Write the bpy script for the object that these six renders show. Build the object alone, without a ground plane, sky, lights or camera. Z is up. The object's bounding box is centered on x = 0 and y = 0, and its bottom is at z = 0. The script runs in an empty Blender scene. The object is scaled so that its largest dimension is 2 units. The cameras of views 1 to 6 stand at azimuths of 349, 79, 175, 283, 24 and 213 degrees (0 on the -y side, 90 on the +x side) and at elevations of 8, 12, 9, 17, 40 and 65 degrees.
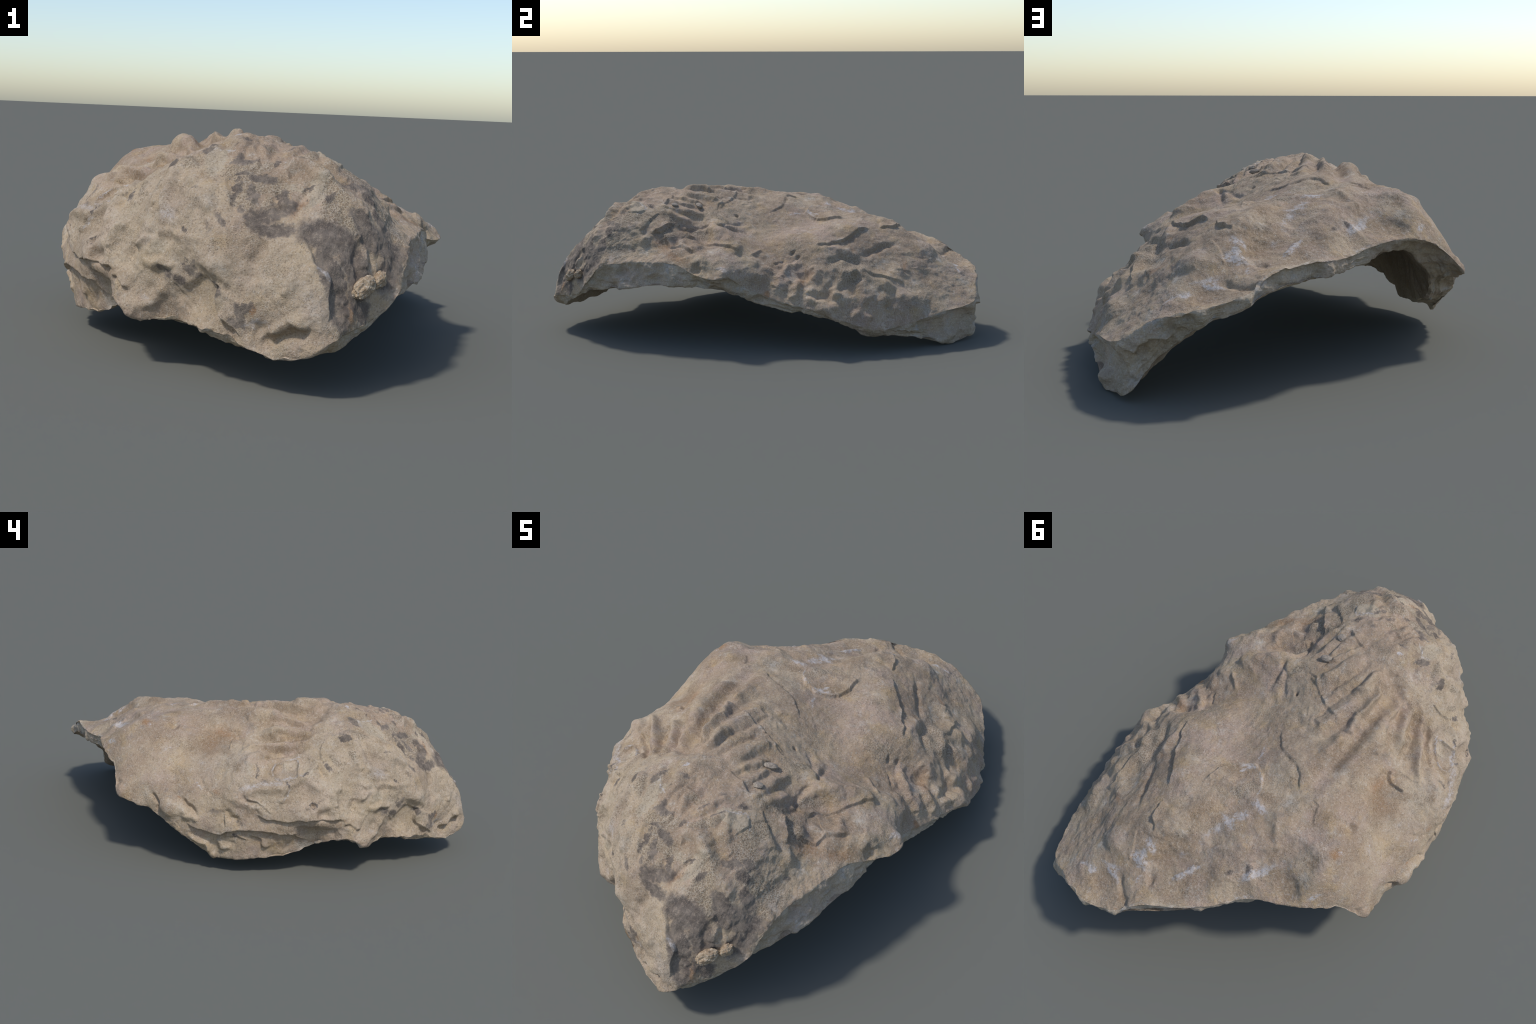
"""Fossil oyster valve: an arched, ribbed, weathered shell lying on its open side.

The body is lofted from rings of control points (crown -> rim for the outer face,
crown -> rim for the hollow face), closed by a broken edge between the two rims.
Ribs, furrows, ledges and lumps are then raised along the surface normal, and
layered noise gives the weathered grain.  Small things stuck on the shell
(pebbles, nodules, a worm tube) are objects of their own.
"""
import bpy
import numpy as np
from math import pi

RNG = np.random.default_rng(7)
HALF_WIDTH, HALF_LENGTH = 0.85, 1.1      # unrolled half sizes of the valve
GRID = 640                               # quads across each face
EDGE_ROWS = 44                           # rows of quads across the broken edge

# ------------------------------------------------------------------ control points
# (ring radius, points around the ring starting at +x, counter-clockwise)
OUTER_FACE_RINGS = [
    (0, [(-0.001, -0.061, 0.569),]),
    (0.25, [
        (0.137, -0.066, 0.492), (0.145, 0.140, 0.488), (0.081, 0.217, 0.509), (-0.109, 0.141, 0.598), (-0.281, -0.108, 0.619), 
        (-0.167, -0.241, 0.634), (0.004, -0.308, 0.604), (0.099, -0.240, 0.568),]),
    (0.45, [
        (0.309, -0.044, 0.417), (0.297, 0.146, 0.474), (0.262, 0.380, 0.502), (0.090, 0.420, 0.527), (-0.032, 0.340, 0.544), 
        (-0.169, 0.260, 0.568), (-0.294, 0.105, 0.602), (-0.414, -0.142, 0.524), (-0.372, -0.290, 0.524), (-0.238, -0.439, 0.624), 
        (-0.109, -0.523, 0.629), (0.062, -0.464, 0.593), (0.150, -0.309, 0.507), (0.265, -0.230, 0.503),]),
    (0.65, [
        (0.413, 0.071, 0.357), (0.422, 0.185, 0.423), (0.453, 0.469, 0.339), (0.352, 0.623, 0.405), (0.188, 0.641, 0.487), 
        (0.013, 0.614, 0.449), (-0.088, 0.543, 0.516), (-0.229, 0.438, 0.538), (-0.371, 0.290, 0.576), (-0.509, 0.123, 0.467), 
        (-0.575, -0.099, 0.474), (-0.571, -0.243, 0.428), (-0.449, -0.435, 0.499), (-0.320, -0.640, 0.521), (-0.171, -0.747, 0.486), 
        (-0.036, -0.732, 0.547), (0.146, -0.675, 0.527), (0.235, -0.486, 0.469), (0.265, -0.324, 0.443), (0.389, -0.187, 0.432),]),
    (0.83, [
        (0.546, 0.071, 0.279), (0.609, 0.200, 0.240), (0.575, 0.438, 0.283), (0.532, 0.643, 0.245), (0.386, 0.857, 0.308), 
        (0.265, 0.866, 0.323), (0.134, 0.805, 0.383), (-0.024, 0.739, 0.418), (-0.132, 0.645, 0.461), (-0.255, 0.548, 0.461), 
        (-0.423, 0.491, 0.489), (-0.500, 0.345, 0.501), (-0.651, 0.180, 0.292), (-0.666, -0.020, 0.269), (-0.652, -0.177, 0.303), 
        (-0.604, -0.423, 0.278), (-0.476, -0.553, 0.361), (-0.331, -0.763, 0.348), (-0.188, -0.860, 0.295), (-0.078, -0.951, 0.272), 
        (0.017, -0.916, 0.332), (0.145, -0.810, 0.411), (0.259, -0.622, 0.414), (0.327, -0.451, 0.441), (0.422, -0.332, 0.411), 
        (0.476, -0.193, 0.375),]),
    (1.0, [
        (0.570, 0.018, 0.220), (0.643, 0.161, 0.187), (0.663, 0.262, 0.148), (0.674, 0.417, 0.106), (0.644, 0.568, 0.123), 
        (0.606, 0.730, 0.158), (0.545, 0.895, 0.181), (0.447, 0.940, 0.246), (0.363, 0.982, 0.276), (0.251, 0.986, 0.300), 
        (0.149, 0.949, 0.333), (0.086, 0.901, 0.381), (0.011, 0.858, 0.393), (-0.062, 0.818, 0.402), (-0.125, 0.761, 0.392), 
        (-0.187, 0.700, 0.395), (-0.245, 0.645, 0.409), (-0.317, 0.614, 0.425), (-0.389, 0.576, 0.427), (-0.464, 0.534, 0.412), 
        (-0.539, 0.461, 0.370), (-0.625, 0.408, 0.284), (-0.632, 0.269, 0.240), (-0.660, 0.130, 0.171), (-0.621, 0.018, 0.072), 
        (-0.627, -0.109, 0.068), (-0.572, -0.285, 0.078), (-0.510, -0.414, 0.134), (-0.532, -0.497, 0.169), (-0.528, -0.572, 0.177), 
        (-0.468, -0.620, 0.136), (-0.361, -0.694, 0.141), (-0.304, -0.804, 0.140), (-0.227, -0.867, 0.122), (-0.165, -0.915, 0.102), 
        (-0.102, -0.959, 0.100), (-0.017, -0.999, 0.154), (0.064, -0.944, 0.179), (0.155, -0.881, 0.208), (0.219, -0.838, 0.280), 
        (0.253, -0.763, 0.355), (0.316, -0.625, 0.378), (0.364, -0.530, 0.383), (0.412, -0.449, 0.380), (0.455, -0.379, 0.341), 
        (0.522, -0.298, 0.330), (0.526, -0.234, 0.338), (0.509, -0.144, 0.278),]),
]

INNER_FACE_RINGS = [
    (0, [(-0.035, -0.074, 0.492),]),
    (0.35, [
        (0.191, -0.029, 0.394), (0.181, 0.224, 0.388), (0.025, 0.295, 0.441), (-0.170, 0.158, 0.487), (-0.280, -0.101, 0.490), 
        (-0.211, -0.330, 0.510), (-0.048, -0.404, 0.511), (0.098, -0.261, 0.465),]),
    (0.65, [
        (0.366, 0.015, 0.287), (0.403, 0.284, 0.236), (0.311, 0.558, 0.243), (0.129, 0.612, 0.350), (-0.067, 0.525, 0.412), 
        (-0.238, 0.386, 0.448), (-0.384, 0.200, 0.416), (-0.452, -0.069, 0.359), (-0.415, -0.323, 0.369), (-0.280, -0.540, 0.404), 
        (-0.109, -0.664, 0.401), (0.051, -0.640, 0.413), (0.189, -0.467, 0.401), (0.291, -0.239, 0.357),]),
    (0.85, [
        (0.476, 0.019, 0.223), (0.528, 0.235, 0.159), (0.536, 0.508, 0.084), (0.411, 0.766, 0.107), (0.249, 0.825, 0.247), 
        (0.101, 0.792, 0.323), (-0.045, 0.696, 0.360), (-0.174, 0.584, 0.386), (-0.295, 0.478, 0.411), (-0.409, 0.358, 0.384), 
        (-0.497, 0.191, 0.277), (-0.499, -0.020, 0.216), (-0.493, -0.239, 0.213), (-0.433, -0.429, 0.256), (-0.331, -0.598, 0.255), 
        (-0.200, -0.725, 0.240), (-0.073, -0.818, 0.234), (0.053, -0.810, 0.270), (0.174, -0.703, 0.315), (0.282, -0.547, 0.330), 
        (0.353, -0.368, 0.322), (0.408, -0.184, 0.282),]),
    (1.0, [
        (0.559, 0.020, 0.184), (0.590, 0.140, 0.164), (0.616, 0.263, 0.125), (0.634, 0.393, 0.070), (0.641, 0.556, 0.064), 
        (0.599, 0.741, 0.008), (0.516, 0.918, 0.025), (0.425, 0.910, 0.128), (0.334, 0.957, 0.205), (0.256, 0.977, 0.255), 
        (0.176, 0.964, 0.277), (0.106, 0.919, 0.313), (0.026, 0.871, 0.328), (-0.049, 0.814, 0.335), (-0.118, 0.754, 0.342), 
        (-0.178, 0.690, 0.350), (-0.238, 0.633, 0.360), (-0.298, 0.579, 0.372), (-0.353, 0.523, 0.380), (-0.407, 0.463, 0.374), 
        (-0.467, 0.400, 0.325), (-0.518, 0.322, 0.253), (-0.546, 0.227, 0.182), (-0.545, 0.129, 0.132), (-0.522, 0.015, 0.110), 
        (-0.514, -0.111, 0.093), (-0.525, -0.224, 0.096), (-0.506, -0.316, 0.125), (-0.471, -0.421, 0.146), (-0.435, -0.522, 0.151), 
        (-0.388, -0.607, 0.133), (-0.324, -0.677, 0.125), (-0.254, -0.742, 0.116), (-0.194, -0.814, 0.102), (-0.132, -0.877, 0.097), 
        (-0.065, -0.924, 0.103), (0.005, -0.940, 0.120), (0.072, -0.920, 0.154), (0.138, -0.875, 0.192), (0.200, -0.812, 0.228), 
        (0.266, -0.742, 0.247), (0.325, -0.661, 0.263), (0.371, -0.572, 0.279), (0.407, -0.480, 0.284), (0.431, -0.383, 0.279), 
        (0.453, -0.286, 0.263), (0.481, -0.191, 0.244), (0.519, -0.091, 0.212),]),
]


# ------------------------------------------------------------------ relief
# kind, width, height, course on the surface (a ledge is raised on the left of its course)
RELIEF = [
    ("furrow", .022, .022, [(-0.245, -0.257, 0.608), (-0.243, -0.179, 0.618), (-0.248, -0.036, 0.619), (-0.238, 0.099, 0.613), (-0.212, 0.206, 0.592)]),
    ("furrow", .020, .016, [(-0.256, -0.364, 0.608), (-0.247, -0.279, 0.606), (-0.249, -0.201, 0.614)]),
    ("furrow", .010, .009, [(-0.164, -0.377, 0.637), (-0.139, -0.330, 0.637), (-0.118, -0.229, 0.632), (-0.090, -0.171, 0.618), (-0.068, -0.107, 0.600)]),
    ("ridge", .012, .010, [(-0.161, -0.338, 0.635), (-0.147, -0.280, 0.635), (-0.127, -0.216, 0.631)]),
    ("ridge", .012, .010, [(-0.216, -0.269, 0.620), (-0.206, -0.193, 0.625), (-0.195, -0.150, 0.624)]),
    ("ridge", .010, .012, [(-0.203, -0.133, 0.623), (-0.199, -0.086, 0.621), (-0.202, -0.057, 0.620)]),
    ("ridge", .010, .008, [(-0.185, -0.037, 0.617), (-0.199, 0.007, 0.618)]),
    ("ridge", .026, .012, [(-0.259, -0.237, 0.604), (-0.277, -0.121, 0.619), (-0.262, -0.015, 0.614), (-0.245, 0.098, 0.613)]),
    ("furrow", .011, .013, [(-0.364, -0.256, 0.536), (-0.379, -0.197, 0.544), (-0.412, -0.151, 0.525)]),
    ("furrow", .012, .012, [(-0.416, -0.313, 0.507), (-0.437, -0.249, 0.499), (-0.474, -0.183, 0.501)]),
    ("furrow", .011, .006, [(-0.353, -0.328, 0.543), (-0.365, -0.280, 0.529)]),
    ("ridge", .011, .011, [(-0.330, -0.286, 0.552), (-0.347, -0.207, 0.564), (-0.391, -0.162, 0.540)]),
    ("ridge", .012, .012, [(-0.421, -0.240, 0.509), (-0.462, -0.170, 0.507), (-0.508, -0.097, 0.504)]),
    ("furrow", .016, .009, [(-0.337, -0.182, 0.578), (-0.361, -0.116, 0.565)]),
    ("ridge", .014, .012, [(-0.510, -0.178, 0.491), (-0.549, -0.142, 0.486), (-0.589, -0.117, 0.460)]),
    ("ledge", .03, 0.0165, [(-0.407, -0.072, 0.541), (-0.420, -0.040, 0.538), (-0.442, -0.018, 0.528), (-0.499, -0.032, 0.499)]),
    ("ledge", .02, 0.0045, [(-0.407, -0.072, 0.541), (-0.441, -0.081, 0.525), (-0.502, -0.088, 0.505), (-0.524, -0.103, 0.499)]),
    ("ridge", .004, .007, [(-0.471, -0.312, 0.481), (-0.493, -0.270, 0.470), (-0.529, -0.233, 0.460), (-0.570, -0.226, 0.435), (-0.580, -0.277, 0.409), (-0.549, -0.341, 0.421), (-0.504, -0.326, 0.462), (-0.471, -0.312, 0.481)]),
    ("ridge", .004, .005, [(-0.500, -0.258, 0.469), (-0.555, -0.285, 0.429)]),
    ("lump", .018, -.012, [(-0.516, -0.301, 0.455)]),
    ("lump", .018, -.010, [(-0.546, -0.250, 0.444)]),
    ("lump", .045, -.012, [(-0.452, 0.068, 0.515)]),
    ("lump", .032, .010, [(-0.178, -0.461, 0.636)]),
    ("lump", .026, .007, [(-0.111, -0.498, 0.633)]),
    ("ledge", .025, 0.0053, [(-0.211, -0.577, 0.601), (-0.250, -0.519, 0.609), (-0.291, -0.543, 0.585)]),
    ("lump", .020, -.007, [(-0.246, -0.459, 0.621)]),
    ("lump", .014, -.005, [(-0.299, -0.462, 0.596)]),
    ("ridge", .009, .008, [(0.021, -0.738, 0.537), (-0.054, -0.691, 0.570), (-0.084, -0.683, 0.568)]),
    ("ledge", .02, 0.0060, [(0.091, -0.552, 0.578), (0.049, -0.562, 0.596), (0.019, -0.597, 0.600)]),
    ("ledge", .02, 0.0060, [(0.081, -0.640, 0.570), (0.103, -0.587, 0.570), (0.091, -0.555, 0.578)]),
    ("ledge", .03, 0.0120, [(0.209, -0.533, 0.493), (0.206, -0.497, 0.493), (0.167, -0.444, 0.517)]),
    ("ledge", .02, 0.0075, [(0.136, -0.526, 0.551), (0.111, -0.496, 0.566)]),
    ("furrow", .009, .009, [(0.164, -0.440, 0.518), (0.192, -0.384, 0.485), (0.168, -0.342, 0.496), (0.172, -0.311, 0.493), (0.210, -0.206, 0.516), (0.205, -0.140, 0.488), (0.204, -0.098, 0.472)]),
    ("furrow", .007, .007, [(-0.025, -0.424, 0.621), (0.034, -0.332, 0.595), (0.062, -0.272, 0.583)]),
    ("ledge", .05, 0.0090, [(0.158, -0.400, 0.515), (0.220, -0.370, 0.464), (0.299, -0.297, 0.444), (0.366, -0.207, 0.444), (0.408, -0.156, 0.416)]),
    ("ledge", .05, 0.0135, [(0.210, -0.490, 0.490), (0.284, -0.463, 0.447), (0.305, -0.417, 0.444), (0.378, -0.358, 0.422)]),
    ("lump", .007, -.022, [(0.080, -0.123, 0.540)]),
    ("ledge", .02, .005, [(0.090, -0.224, 0.568), (0.041, -0.205, 0.583), (0.018, -0.172, 0.585)]),
    ("ledge", .02, 0.0045, [(-0.021, -0.155, 0.595), (-0.055, -0.116, 0.598), (-0.070, -0.107, 0.600)]),
    ("ledge", .02, 0.0053, [(-0.122, -0.104, 0.612), (-0.142, -0.064, 0.611)]),
    ("furrow", .006, .007, [(-0.072, -0.104, 0.600), (-0.059, -0.047, 0.588), (-0.090, -0.019, 0.595)]),
    ("ledge", .015, 0.0037, [(-0.004, -0.082, 0.574), (-0.026, -0.045, 0.576)]),
    ("ledge", .05, .006, [(0.031, 0.052, 0.540), (-0.016, 0.113, 0.560), (-0.079, 0.146, 0.587), (-0.129, 0.162, 0.599), (-0.151, 0.194, 0.592), (-0.190, 0.237, 0.579)]),
    ("ledge", .03, 0.0045, [(-0.026, -0.010, 0.572), (-0.018, 0.019, 0.566), (0.034, 0.053, 0.538)]),
    ("ledge", .06, .012, [(-0.067, 0.301, 0.551), (-0.026, 0.250, 0.547), (0.027, 0.226, 0.531), (0.062, 0.229, 0.517), (0.103, 0.263, 0.508), (0.138, 0.309, 0.513), (0.142, 0.347, 0.518), (0.158, 0.395, 0.521)]),
    ("ridge", .03, .010, [(-0.228, 0.265, 0.578), (-0.207, 0.344, 0.562), (-0.182, 0.418, 0.546)]),
    ("ledge", .03, 0.0045, [(-0.242, 0.230, 0.587), (-0.271, 0.239, 0.587), (-0.299, 0.310, 0.575), (-0.317, 0.310, 0.576)]),
    ("lump", .025, -.010, [(-0.414, 0.243, 0.557)]),
    ("lump", .04, -.008, [(-0.311, 0.515, 0.482)]),
    ("ledge", .06, .012, [(0.391, 0.178, 0.441), (0.382, 0.234, 0.440), (0.361, 0.277, 0.443), (0.345, 0.324, 0.447), (0.319, 0.371, 0.465), (0.285, 0.423, 0.486), (0.265, 0.480, 0.487)]),
    ("ledge", .06, .010, [(0.242, 0.540, 0.489), (0.241, 0.584, 0.484), (0.212, 0.633, 0.486)]),
    ("ledge", .05, .008, [(0.234, 0.606, 0.484), (0.189, 0.649, 0.480)]),
    ("furrow", .013, .014, [(0.496, 0.200, 0.358), (0.441, 0.297, 0.398), (0.446, 0.372, 0.374), (0.445, 0.419, 0.359)]),
    ("furrow", .010, .010, [(0.415, 0.398, 0.384), (0.358, 0.523, 0.418), (0.337, 0.579, 0.426)]),
    ("furrow", .011, .012, [(0.588, 0.162, 0.254), (0.581, 0.253, 0.277), (0.543, 0.332, 0.321)]),
    ("lump", .026, -.018, [(0.544, 0.342, 0.319)]),
    ("ledge", .04, 0.0090, [(0.517, 0.390, 0.335), (0.519, 0.456, 0.315), (0.519, 0.515, 0.295), (0.518, 0.575, 0.277)]),
    ("lump", .022, .010, [(0.557, 0.476, 0.287)]),
    ("furrow", .005, .014, [(0.437, 0.023, 0.353), (0.398, 0.100, 0.389)]),
    ("furrow", .005, .014, [(0.409, 0.006, 0.371), (0.375, 0.093, 0.410)]),
    ("lump", .016, -.016, [(0.477, 0.108, 0.324)]),
    ("ridge", .016, .008, [(0.402, 0.197, 0.435), (0.402, 0.300, 0.417), (0.404, 0.366, 0.400)]),
    ("ridge", .016, .010, [(0.531, 0.267, 0.331), (0.502, 0.355, 0.350)]),
    ("ridge", .026, .010, [(0.492, 0.513, 0.309), (0.450, 0.586, 0.327)]),
    ("ridge", .02, .008, [(0.592, 0.517, 0.232), (0.576, 0.616, 0.216)]),
    ("lump", .045, .020, [(0.324, 0.742, 0.390)]),
    ("ledge", .05, .005, [(0.216, 0.782, 0.385), (0.239, 0.725, 0.429), (0.256, 0.679, 0.452)]),
    ("furrow", .008, .007, [(0.123, 0.774, 0.394), (0.097, 0.815, 0.388)]),
    ("furrow", .010, .010, [(0.229, 0.841, 0.344), (0.166, 0.908, 0.340), (0.130, 0.934, 0.347)]),
    ("lump", .036, -.012, [(-0.067, 0.680, 0.448)]),
    ("lump", .045, -.010, [(0.094, 0.655, 0.450)]),
    ("lump", .045, -.010, [(-0.010, 0.778, 0.407)]),
    ("lump", .05, -.008, [(0.283, 0.895, 0.309)]),
    ("ridge", .008, .004, [(0.033, 0.748, 0.410), (-0.016, 0.668, 0.440)]),
    ("ridge", .02, .009, [(0.170, 0.654, 0.475), (0.131, 0.558, 0.511), (0.091, 0.451, 0.526)]),
    ("ridge", .010, .012, [(-0.198, -0.083, 0.621), (-0.191, -0.144, 0.624), (-0.207, -0.167, 0.624), (-0.211, -0.222, 0.624), (-0.197, -0.313, 0.627)]),
    ("ridge", .011, .014, [(-0.143, -0.219, 0.633), (-0.156, -0.247, 0.635), (-0.147, -0.316, 0.636), (-0.159, -0.351, 0.636)]),
    ("ridge", .010, .010, [(-0.280, -0.157, 0.612), (-0.307, -0.189, 0.593), (-0.290, -0.255, 0.584), (-0.304, -0.311, 0.572)]),
    ("furrow", .010, .010, [(-0.245, -0.188, 0.617), (-0.224, -0.245, 0.618), (-0.213, -0.323, 0.622)]),
    ("furrow", .012, .008, [(-0.301, -0.315, 0.574), (-0.227, -0.355, 0.620), (-0.176, -0.358, 0.635)]),
    ("ledge", .04, .005, [(0.074, -0.206, 0.570), (0.005, -0.164, 0.588), (-0.058, -0.121, 0.600), (-0.134, -0.092, 0.613)]),
    ("ledge", .04, .005, [(0.054, -0.466, 0.597), (-0.012, -0.425, 0.618), (-0.056, -0.408, 0.629)]),
    ("ledge", .03, 0.0120, [(0.219, -0.541, 0.484), (0.184, -0.484, 0.510), (0.153, -0.429, 0.525)]),
    ("ledge", .03, 0.0075, [(0.199, -0.587, 0.500), (0.172, -0.557, 0.525), (0.134, -0.529, 0.552)]),
    ("lump", .03, .008, [(-0.095, -0.459, 0.635)]),
    ("lump", .02, .010, [(-0.348, -0.484, 0.566)]),
    ("lump", .02, .010, [(-0.265, -0.495, 0.609)]),
    ("furrow", .010, .008, [(-0.313, -0.469, 0.588), (-0.305, -0.562, 0.571)]),
    ("furrow", .010, .007, [(-0.221, -0.489, 0.625), (-0.227, -0.536, 0.612)]),
    ("furrow", .012, .007, [(-0.108, -0.498, 0.632), (-0.130, -0.546, 0.624)]),
    ("ridge", .005, .008, [(-0.083, -0.716, 0.547), (-0.085, -0.697, 0.559), (-0.061, -0.683, 0.573), (-0.024, -0.690, 0.573), (0.008, -0.708, 0.560), (0.029, -0.738, 0.535)]),
    ("lump", .012, -.009, [(-0.071, -0.709, 0.555)]),
    ("ridge", .010, .008, [(-0.383, -0.560, 0.513), (-0.404, -0.597, 0.458), (-0.409, -0.644, 0.381), (-0.350, -0.730, 0.379)]),
    ("ridge", .016, .008, [(-0.317, -0.655, 0.511), (-0.323, -0.680, 0.484), (-0.289, -0.739, 0.451)]),
    ("furrow", .007, .006, [(-0.235, -0.678, 0.532), (-0.231, -0.732, 0.485), (-0.232, -0.760, 0.455)]),
    ("furrow", .009, .009, [(-0.108, -0.747, 0.512), (-0.124, -0.791, 0.462)]),
    ("furrow", .008, .007, [(-0.022, -0.744, 0.537), (-0.069, -0.793, 0.485), (-0.082, -0.814, 0.458)]),
    ("ridge", .010, .006, [(-0.176, -0.739, 0.492), (-0.198, -0.780, 0.444)]),
    ("ridge", .010, .006, [(-0.099, -0.751, 0.512), (-0.109, -0.788, 0.473)]),
    ("ridge", .004, .005, [(0.075, -0.708, 0.542), (0.086, -0.693, 0.547), (0.102, -0.697, 0.538)]),
    ("lump", .026, .012, [(0.503, -0.247, 0.366)]),
    ("lump", .026, -0.0098, [(0.273, -0.449, 0.449)]),
    ("lump", .022, -0.0112, [(0.449, -0.363, 0.363)]),
    ("lump", .026, .010, [(0.437, -0.107, 0.385)]),
    ("lump", .016, -0.0084, [(0.411, -0.168, 0.416)]),
    ("ridge", .022, .012, [(0.159, -0.295, 0.506), (0.265, -0.244, 0.497), (0.337, -0.177, 0.456), (0.400, -0.152, 0.420)]),
    ("furrow", .018, 0.0084, [(0.162, -0.367, 0.505), (0.240, -0.301, 0.462), (0.302, -0.291, 0.446)]),
    ("ridge", .015, .006, [(0.180, -0.413, 0.500), (0.228, -0.352, 0.458), (0.281, -0.353, 0.441)]),
    ("furrow", .018, 0.0084, [(0.376, -0.098, 0.415), (0.444, 0.003, 0.353), (0.502, -0.031, 0.317), (0.510, -0.078, 0.301), (0.503, -0.151, 0.308)]),
    ("ridge", .006, .006, [(0.322, -0.052, 0.414), (0.399, -0.110, 0.408)]),
    ("lump", .026, .016, [(0.587, 0.223, 0.268)]),
    ("lump", .018, .010, [(0.627, 0.214, 0.219)]),
    ("lump", .016, -0.0098, [(0.491, 0.120, 0.318)]),
    ("lump", .026, .008, [(0.443, 0.062, 0.342)]),
    ("lump", .03, -0.0056, [(0.365, -0.399, 0.424)]),
    ("lump", .02, .008, [(0.184, -0.321, 0.485)]),
    ("furrow", .02, 0.0056, [(0.390, -0.419, 0.403), (0.338, -0.445, 0.436), (0.285, -0.464, 0.447)]),
    ("lump", .02, .010, [(0.423, -0.370, 0.389)]),
    ("ledge", .05, 0.0090, [(-0.020, -0.987, 0.196), (-0.020, -0.961, 0.269), (-0.009, -0.940, 0.305), (-0.044, -0.921, 0.340), (-0.068, -0.874, 0.394), (-0.120, -0.853, 0.391)]),
    ("ridge", .006, .005, [(0.068, -0.848, 0.414), (0.085, -0.847, 0.407), (0.079, -0.855, 0.398)]),
    ("furrow", .009, .007, [(0.071, -0.874, 0.371), (0.070, -0.909, 0.292)]),
    ("furrow", .008, .006, [(0.117, -0.851, 0.373), (0.113, -0.874, 0.326)]),
    ("ridge", .012, .006, [(0.092, -0.868, 0.364), (0.091, -0.886, 0.322)]),
    ("furrow", .013, .007, [(0.003, -0.945, 0.287), (0.010, -0.976, 0.201)]),
    ("ridge", .012, .006, [(0.043, -0.944, 0.235), (0.030, -0.961, 0.210)]),
    ("lump", .022, -.012, [(-0.258, -0.844, 0.144)]),
    ("ridge", .012, .006, [(0.224, -0.787, 0.356), (0.242, -0.759, 0.366), (0.238, -0.742, 0.380)]),
    ("lump", .009, -.026, [(-0.594, -0.411, 0.324)]),
    ("lump", .026, -.020, [(-0.583, -0.456, 0.285)]),
    ("lump", .03, -.014, [(-0.580, -0.372, 0.371)]),
    ("lump", .05, -.010, [(-0.476, -0.523, 0.413)]),
    ("lump", .03, -.008, [(-0.521, -0.513, 0.338)]),
    ("lump", .018, -.014, [(-0.395, -0.668, 0.373)]),
    ("lump", .02, -.005, [(-0.426, -0.585, 0.430)]),
    ("ridge", .012, .008, [(-0.553, -0.441, 0.372), (-0.544, -0.393, 0.409), (-0.507, -0.425, 0.441)]),
    ("ridge", .007, .007, [(-0.438, -0.608, 0.364), (-0.464, -0.586, 0.333)]),
    ("ridge", .014, .008, [(-0.425, -0.605, 0.404), (-0.448, -0.587, 0.373)]),
    ("ridge", .014, .006, [(-0.375, -0.651, 0.448), (-0.416, -0.592, 0.443), (-0.454, -0.557, 0.410)]),
    ("ridge", .014, .007, [(-0.420, -0.548, 0.477), (-0.424, -0.578, 0.444)]),
    ("ridge", .010, .008, [(-0.459, -0.606, 0.295), (-0.434, -0.640, 0.287), (-0.407, -0.670, 0.306)]),
    ("lump", .03, -.010, [(-0.499, -0.560, 0.297)]),
    ("furrow", .035, .026, [(-0.341, -0.748, 0.274), (-0.313, -0.776, 0.218), (-0.290, -0.813, 0.169)]),
    ("ledge", .05, 0.0105, [(-0.320, -0.772, 0.276), (-0.280, -0.812, 0.257), (-0.292, -0.802, 0.219), (-0.272, -0.829, 0.173), (-0.240, -0.857, 0.139)]),
    ("furrow", .004, .004, [(-0.393, -0.685, 0.248), (-0.379, -0.694, 0.220), (-0.338, -0.733, 0.172)]),
    ("furrow", .004, .004, [(-0.387, -0.692, 0.252), (-0.371, -0.702, 0.222), (-0.329, -0.749, 0.176)]),
    ("ridge", .006, .007, [(-0.409, -0.668, 0.297), (-0.392, -0.688, 0.298), (-0.388, -0.694, 0.285)]),
    ("lump", .026, -.008, [(-0.414, -0.663, 0.268)]),
    ("furrow", .015, .016, [(-0.201, -0.883, 0.158), (-0.172, -0.904, 0.161), (-0.158, -0.920, 0.116)]),
    ("lump", .026, -.012, [(-0.107, -0.955, 0.177)]),
    ("ridge", .010, .006, [(-0.122, -0.941, 0.196), (-0.096, -0.961, 0.194), (-0.088, -0.968, 0.182)]),
    ("lump", .03, .012, [(-0.480, -0.610, 0.169)]),
    ("lump", .035, -.010, [(-0.399, -0.669, 0.184)]),
    ("lump", .025, -.010, [(-0.339, -0.741, 0.225)]),
    ("ledge", .05, 0.0210, [(-0.669, 0.099, 0.212), (-0.659, 0.029, 0.189), (-0.653, -0.049, 0.175), (-0.656, -0.071, 0.194), (-0.647, -0.146, 0.205), (-0.617, -0.246, 0.200), (-0.573, -0.358, 0.190)]),
    ("ledge", .05, .014, [(-0.649, -0.179, 0.279), (-0.630, -0.246, 0.260), (-0.614, -0.317, 0.256), (-0.602, -0.419, 0.266), (-0.545, -0.513, 0.258), (-0.530, -0.539, 0.257)]),
    ("ledge", .03, 0.0105, [(-0.642, -0.157, 0.186), (-0.623, -0.206, 0.163), (-0.606, -0.226, 0.115)]),
    ("ledge", .03, 0.0090, [(-0.540, -0.528, 0.236), (-0.529, -0.547, 0.243), (-0.488, -0.599, 0.209)]),
    ("furrow", .02, .012, [(-0.574, -0.382, 0.203), (-0.550, -0.431, 0.190), (-0.538, -0.517, 0.190)]),
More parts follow.
